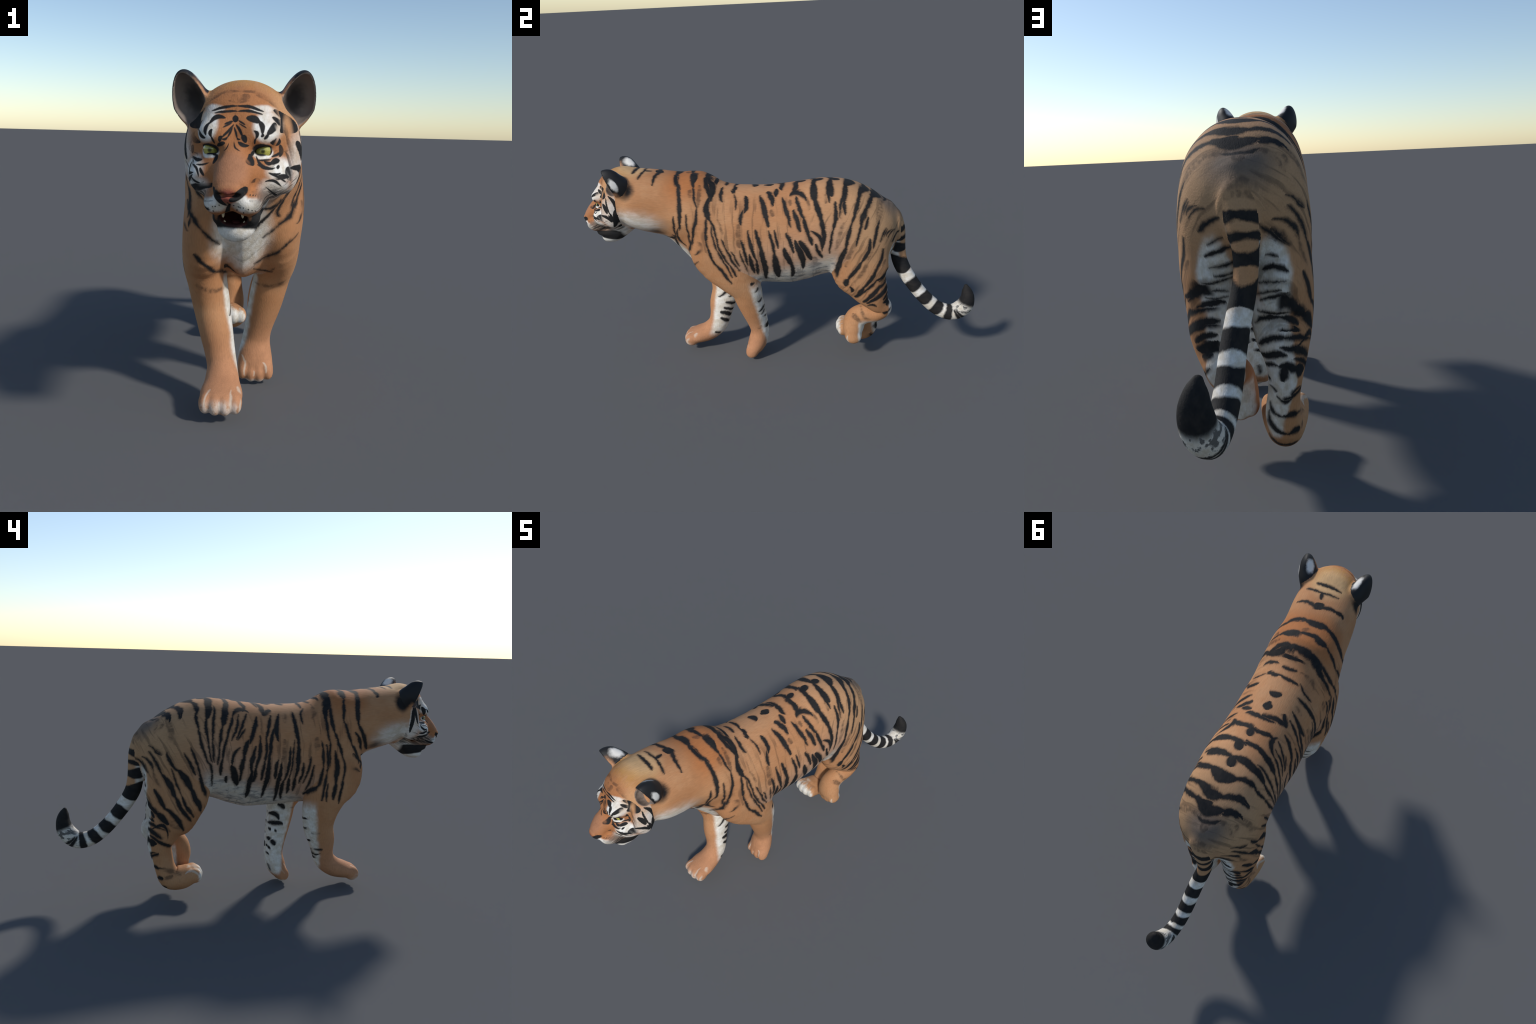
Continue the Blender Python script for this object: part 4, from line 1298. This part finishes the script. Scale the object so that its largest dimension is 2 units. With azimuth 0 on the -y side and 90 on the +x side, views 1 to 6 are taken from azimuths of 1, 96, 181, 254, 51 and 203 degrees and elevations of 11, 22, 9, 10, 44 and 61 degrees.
    for (chart, strength), items in groups.items():
        uv = {"back": (x, y), "rear": (x, z), "front": (x, z), "toe_front": (x, z)}.get(chart, (y, z))
        if chart == "face":
            uv = (lx, z)
        h = n.strokes(n.xyz(uv[0], uv[1], 1.0), items)
        f = n.ramp(h, -.0013, .0017) if head else n.ramp(n.m('MULTIPLY_ADD', n.m('SUBTRACT', mottle, .5), .012, h), -.0058, .0052)
        limbs = part in ("fl", "fr", "hl", "hr")
        gate = {"right": n.ramp(nx, -.30, .0) if limbs else n.ramp(x, -.004, .004),
                "left": n.ramp(nx, .30, .0) if limbs else n.ramp(x, .004, -.004),
                "toe_front": n.ramp(ny, -.1, -.3), "toe_left": n.ramp(nx, .1, -.1), "toe_right": n.ramp(nx, -.1, .1),
                "inner_left": n.ramp(nx, .15, .4), "inner_right": n.ramp(nx, -.15, -.4),
                "back": n.ramp(z, .76, .82), "rear": n.both(n.ramp(ny, .0, .25), n.ramp(y, .40, .46)), "front": n.ramp(ny, -.15, -.4),
                "cheek_right": n.ramp(x, .02, .05), "cheek_left": n.ramp(x, -.02, -.05)}.get(chart)
        if chart in ("right", "left"):
            gate = n.both(gate, n.ramp(ny, -.80, -.60))
        if chart.startswith("cheek"):
            gate = n.both(gate, n.ramp(nx, .40, .65) if chart == "cheek_right" else n.ramp(nx, -.40, -.65))
        if chart == "face":
            gate = n.both(n.ramp(lf, .03, .055), n.ramp(n.dot(n.nor, tuple(FWD)), .12, .35))
        if gate is not None:
            f = n.both(f, gate)
        if chart.startswith("toe"):
            col = n.mix(n.both(n.both(n.ramp(h, -.003, .003), gate), .6), col, CREAM)
            continue
        glow = n.ramp(h, -.013, .002)
        if gate is not None:
            glow = n.both(glow, gate)
        if strength < 1:
            f = n.both(f, n.both(strength, n.ramp(mottle, .28, .62)))
            glow = n.both(glow, strength)
        dark.append(f)
        if not head and chart != "ring":
            halo.append(glow)
    if halo:
        col = n.mix(n.both(n.most(*halo), n.m("MULTIPLY_ADD", mottle, 1.3, -.12)), col, n.mix(.5, col, (.13, .075, .045)))
    soot = n.mix(n.ramp(mottle, .3, .8), BLACK, (.024, .021, .019))
    if dark:
        col = n.mix(n.most(*dark), col, soot)
    if head:
        for side in (1, -1):                                   # the floor of the ear lies on the head
            A, c = ear_axes(side), EAR_C[side]
            e = n.v("SUBTRACT", co, tuple(map(float, c + A[2] * .006)))
            e = n.xyz(n.m("MULTIPLY", n.dot(e, tuple(map(float, A[0]))), .92), n.dot(e, tuple(map(float, A[1]))), n.dot(e, tuple(map(float, A[2]))))
            col = n.mix(n.blob(e, (0, 0, 0), (.0425, .0695, .0425), .05), col, n.mix(n.ramp(mottle, .3, .7), (.13, .10, .085), (.22, .175, .145)))
        mouth = n.blob(m, (0, .110, .726), (.036, .085, .021), .1)
        col = n.mix(n.both(mouth, n.ramp(lf, .135, .10)), col, RED)
    # ---- grain of the hair
    tone = n.m("MULTIPLY_ADD", n.m("ADD", hair, mottle), .34, .66)
    hsv = n.t.nodes.new("ShaderNodeHueSaturation")
    n.put(hsv.inputs["Value"], tone)
    n.put(hsv.inputs["Color"], col)
    n.t.links.new(hsv.outputs[0], n.bsdf.inputs["Base Color"])
    bump = n.t.nodes.new("ShaderNodeBump")
    bump.inputs["Strength"].default_value = .45
    bump.inputs["Distance"].default_value = .002
    n.put(bump.inputs["Height"], hair)
    n.t.links.new(bump.outputs[0], n.bsdf.inputs["Normal"])
    n.bsdf.inputs["Roughness"].default_value = .78
    n.bsdf.inputs["Specular IOR Level"].default_value = .18
    return n.mat


def ear_coat(side):
    n = Net("fur_ear")
    A, c = ear_axes(side), EAR_C[side]
    q = n.v("SUBTRACT", n.obj, tuple(map(float, c)))
    loc = n.xyz(*[n.dot(q, tuple(map(float, r))) for r in A])
    wob = n.v("SCALE", n.v("SUBTRACT", n.noise(n.obj, 55, 3, .6, "Color"), (.5, .5, .5)), .020)
    w = n.v("ADD", loc, wob)
    lx, lu, ln = n.split(w)
    bx, bu, bn = n.split(loc)
    wide = n.m('MULTIPLY_ADD', n.m('MINIMUM', n.m('MAXIMUM', n.m('MULTIPLY', bu, 14.3), -.3), 1.0), .30, 1.0)
    inside = n.blob(n.xyz(n.m('MULTIPLY', bx, wide), bu, bn), (0, 0, .006), (.0425, .0695, .0425), .03)
    deep = n.blob(w, (-side * .006, -.014, -.02), (.026, .045, .045), .55)
    lining = n.mix(deep, (.23, .185, .155), (.040, .033, .030))
    spot = n.blob(w, (-side * .022, .030, -.055), (.017, .031, .034), .42)
    if side > 0:
        spot = n.most(spot, n.blob(w, (.043, -.004, -.022), (.019, .034, .014), .35))
    back = n.mix(spot, BLACK, WHITE)
    foot = n.most(n.ramp(lu, -.030, -.055), n.ramp(n.m("MULTIPLY", lx, -side), .022, .040))
    back = n.mix(n.both(foot, n.ramp(ln, -.022, .0)), back, (.44, .22, .11))
    col = n.mix(inside, back, lining)
    n.t.links.new(col, n.bsdf.inputs["Base Color"])
    n.bsdf.inputs["Roughness"].default_value = .6
    n.bsdf.inputs["Specular IOR Level"].default_value = .3
    return n.mat


def plain(name, rgb, rough=.5, **kw):
    m = bpy.data.materials.new(name)
    m.use_nodes = True
    b = m.node_tree.nodes["Principled BSDF"]
    b.inputs["Base Color"].default_value = (*rgb, 1)
    b.inputs["Roughness"].default_value = rough
    for key, v in kw.items():
        b.inputs[key].default_value = v
    return m
# ---------------------------------------------------------------- objects
def link(ob, parent=None):
    bpy.context.scene.collection.objects.link(ob)
    if parent is not None:
        ob.parent = parent
    return ob


PARTS = dict(torso="torso", head="head", tail="tail", fl="forelimb", fr="forelimb", hl="hindlimb", hr="hindlimb",
             ear_l="ear", ear_r="ear")


def relax(V, Q, amount, rounds):
    """Even out the small ridges where the stretches of a limb meet (the face is left alone)."""
    E = np.vstack([Q[:, [i, (i + 1) % 4]] for i in range(4)])
    deg = np.maximum(np.bincount(E[:, 0], minlength=len(V)), 1)[:, None]
    for _ in range(rounds):
        mean = np.stack([np.bincount(E[:, 0], V[E[:, 1], i], len(V)) for i in range(3)], 1) / deg
        V = V + (mean - V) * amount[:, None]
    return V.astype(np.float32)


def build_body(root):
    V, Q = surface(body, (-.25, -1.04, -.03), (.25, 1.05, 1.125), CELL)
    V = settle(body, V, Q)
    V = relax(V, Q, np.clip((V[:, 1] + .76) / .06, 0, 1) * np.clip((V[:, 2] - .13) / .06, 0, 1) * .5, 8)
    whole = bpy.data.meshes.new("whole")
    whole.from_pydata(V.tolist(), [], Q.tolist())
    whole.update()
    nrm = np.empty(len(V) * 3, np.float32)
    whole.vertices.foreach_get("normal", nrm)
    nrm = nrm.reshape(-1, 3)
    bpy.data.meshes.remove(whole)
    mid = V[Q].mean(1)
    f = fields(mid)
    f["torso"] = f["torso"] - .012
    label = np.argmin(np.stack([f[g] for g in GROUPS]), 0)
    # smaller parts cut out of the big ones: neck, paws, nose, lower jaw
    names = list(GROUPS)
    L = head_local(mid)
    x, y, z = mid.T
    rules = (("neck", "torso", y < -.56),
             ("paw_fl", "fl", (z < .135) & (y + .8 * (z - .1) < -.365)), ("paw_fr", "fr", z < .125),
             ("paw_hl", "hl", (z < .20) & (y - .3 * (z - .1) < .462)), ("paw_hr", "hr", (z < .225) & (y < .47)),
             ("nose", "head", ((L / (.040, 1, 1) - (0, 0, 0))[:, 0] ** 2 < 1) & (L[:, 1] > .158) & (z > .777) & (z < .818)),
             ("lower_jaw", "head", (z < .729 - .08 * (L[:, 1] - .09)) & (L[:, 1] > -.03)))
    for name, whole_part, rule in rules:
        label[(label == GROUPS.index(whole_part)) & rule] = len(names)
        names.append(name)
    parent = {name: whole_part for name, whole_part, _ in rules if name != "neck"}
    parent |= {"ear_l": "head", "ear_r": "head"}
    obs = {}
    for i, g in enumerate(names):
        faces = Q[label == i]
        used, inv = np.unique(faces, return_inverse=True)
        me = bpy.data.meshes.new(PARTS.get(g, g.split('_')[0] if g.startswith('paw') else g))
        me.from_pydata(V[used].tolist(), [], inv.reshape(-1, 4).tolist())
        me.polygons.foreach_set("use_smooth", np.ones(len(faces), bool))
        me.update()
        me.normals_split_custom_set_from_vertices(nrm[used].tolist())
        obs[g] = link(bpy.data.objects.new(me.name.split('.')[0], me), root)
    for g, above in parent.items():
        obs[g].parent = obs[above]
    return obs


root = bpy.data.objects.new("tiger", None)
root["label"] = "walking orange tiger with black stripes and open mouth"
root["category"] = "tiger"
link(root)
body_parts = build_body(root)
# ---------------------------------------------------------------- fur on the body
def verts_of(ob):
    a = np.empty(len(ob.data.vertices) * 3, np.float32)
    ob.data.vertices.foreach_get("co", a)
    return a.reshape(-1, 3)


WEARS = dict(neck="torso", paw_fl="fl", paw_fr="fr", paw_hl="hl", paw_hr="hr", nose="head", lower_jaw="head")
FUR = {}
for g in GROUPS:
    if g.startswith("ear"):
        FUR[g] = [ear_coat(1 if g == "ear_r" else -1)]
        continue
    V = np.vstack([verts_of(ob) for k, ob in body_parts.items() if WEARS.get(k, k) == g])
    FUR[g] = [coat("torso_right", V), coat("torso_left", V)] if g == "torso" else [coat(g, V)]
for g, ob in body_parts.items():
    me = ob.data
    for mat in FUR[WEARS.get(g, g)]:
        me.materials.append(mat)
    if len(me.materials) == 2:                     # the two flanks carry different stripes
        cx = np.empty(len(me.polygons) * 3, np.float32)
        me.polygons.foreach_get("center", cx)
        me.polygons.foreach_set("material_index", (cx.reshape(-1, 3)[:, 0] < 0).astype(np.int32))


# ---------------------------------------------------------------- eyes and teeth
def ball(name, parent, at, r, mat, squash=(1, 1, 1), seg=32, turn=None):
    bm = bmesh.new()
    bmesh.ops.create_uvsphere(bm, u_segments=seg, v_segments=seg // 2, radius=1)
    me = bpy.data.meshes.new(name)
    bm.to_mesh(me)
    bm.free()
    me.polygons.foreach_set("use_smooth", np.ones(len(me.polygons), bool))
    me.materials.append(mat)
    ob = link(bpy.data.objects.new(name, me), parent)
    ob.location = at
    ob.scale = [r * s for s in squash]
    if turn is not None:
        ob.rotation_euler = turn
    return ob


def eye_material():
    n = Net("eye")
    x, y, z = n.split(n.obj)            # unit ball, looking along -y
    r = n.v("LENGTH", n.xyz(x, n.m("MULTIPLY", y, 0.0), z))
    ring = n.noise(n.v("MULTIPLY", n.obj, (6, 1, 6)), 3, 3, .6)
    iris = n.mix(n.ramp(ring, .35, .7), (.50, .45, .10), (.30, .30, .055))
    iris = n.mix(n.ramp(r, .34, .16), iris, (.10, .10, .02))
    col = n.mix(n.both(n.ramp(r, .18, .06), .8), iris, (.02, .02, .006))
    col = n.mix(n.ramp(r, .78, .86), col, (.01, .01, .01))
    n.t.links.new(col, n.bsdf.inputs["Base Color"])
    n.bsdf.inputs["Roughness"].default_value = .12
    n.bsdf.inputs["Coat Weight"].default_value = .6
    return n.mat


eye_mat = eye_material()
for side in (1, -1):
    at = head_world(side * EYE[0], EYE[1] - .004, EYE[2])
    ball("eye", body_parts["head"], at, .0215, eye_mat, turn=(math.radians(6), 0, -YAW + math.radians(side * 3)))

ivory = plain("tooth", (.62, .50, .32), .35)
enamel = plain("incisor_enamel", (.72, .66, .60), .35)
flesh = plain("tongue", (.16, .045, .04), .45)


def tooth(name, at, tip, r, mat):
    """A cone that is round at the point, from the gum to the tip."""
    bm = bmesh.new()
    rings, seg = 7, 12
    at, tip = Vector(at), Vector(tip)
    axis = tip - at
    q = axis.to_track_quat("Z", "Y")
    loops = []
    for i in range(rings):
        t = i / (rings - 1)
        rad = r * math.sqrt(max(0, 1 - t ** 1.6)) + .0004
        loops.append([bm.verts.new(at + q @ Vector((rad * math.cos(a), rad * math.sin(a), t * axis.length)))
                      for a in (k * math.tau / seg for k in range(seg))])
    for a, b in zip(loops[:-1], loops[1:]):
        for k in range(seg):
            bm.faces.new((a[k], a[(k + 1) % seg], b[(k + 1) % seg], b[k]))
    bm.faces.new(loops[-1])
    me = bpy.data.meshes.new(name)
    bm.to_mesh(me)
    bm.free()
    me.polygons.foreach_set("use_smooth", np.ones(len(me.polygons), bool))
    me.materials.append(mat)
    return link(bpy.data.objects.new(name, me), body_parts["head"])


hw = lambda a, b, c: tuple(head_world(a, b, c))
for side in (1, -1):
    tooth("canine_tooth", hw(side * .024, .132, .748), hw(side * .024, .126, .729), .0045, ivory)
    tooth("canine_tooth", hw(side * .022, .096, .700), hw(side * .025, .106, .721), .0045, ivory)
for i in range(6):
    t = (i - 2.5) / 2.5
    tooth("incisor_tooth", hw(t * .013, .106 - .003 * t * t, .703), hw(t * .013, .108 - .003 * t * t, .712), .0027, enamel)
ball("tongue", body_parts["head"], hw(0, .060, .710), .02, flesh, (1.0, 2.0, .4))
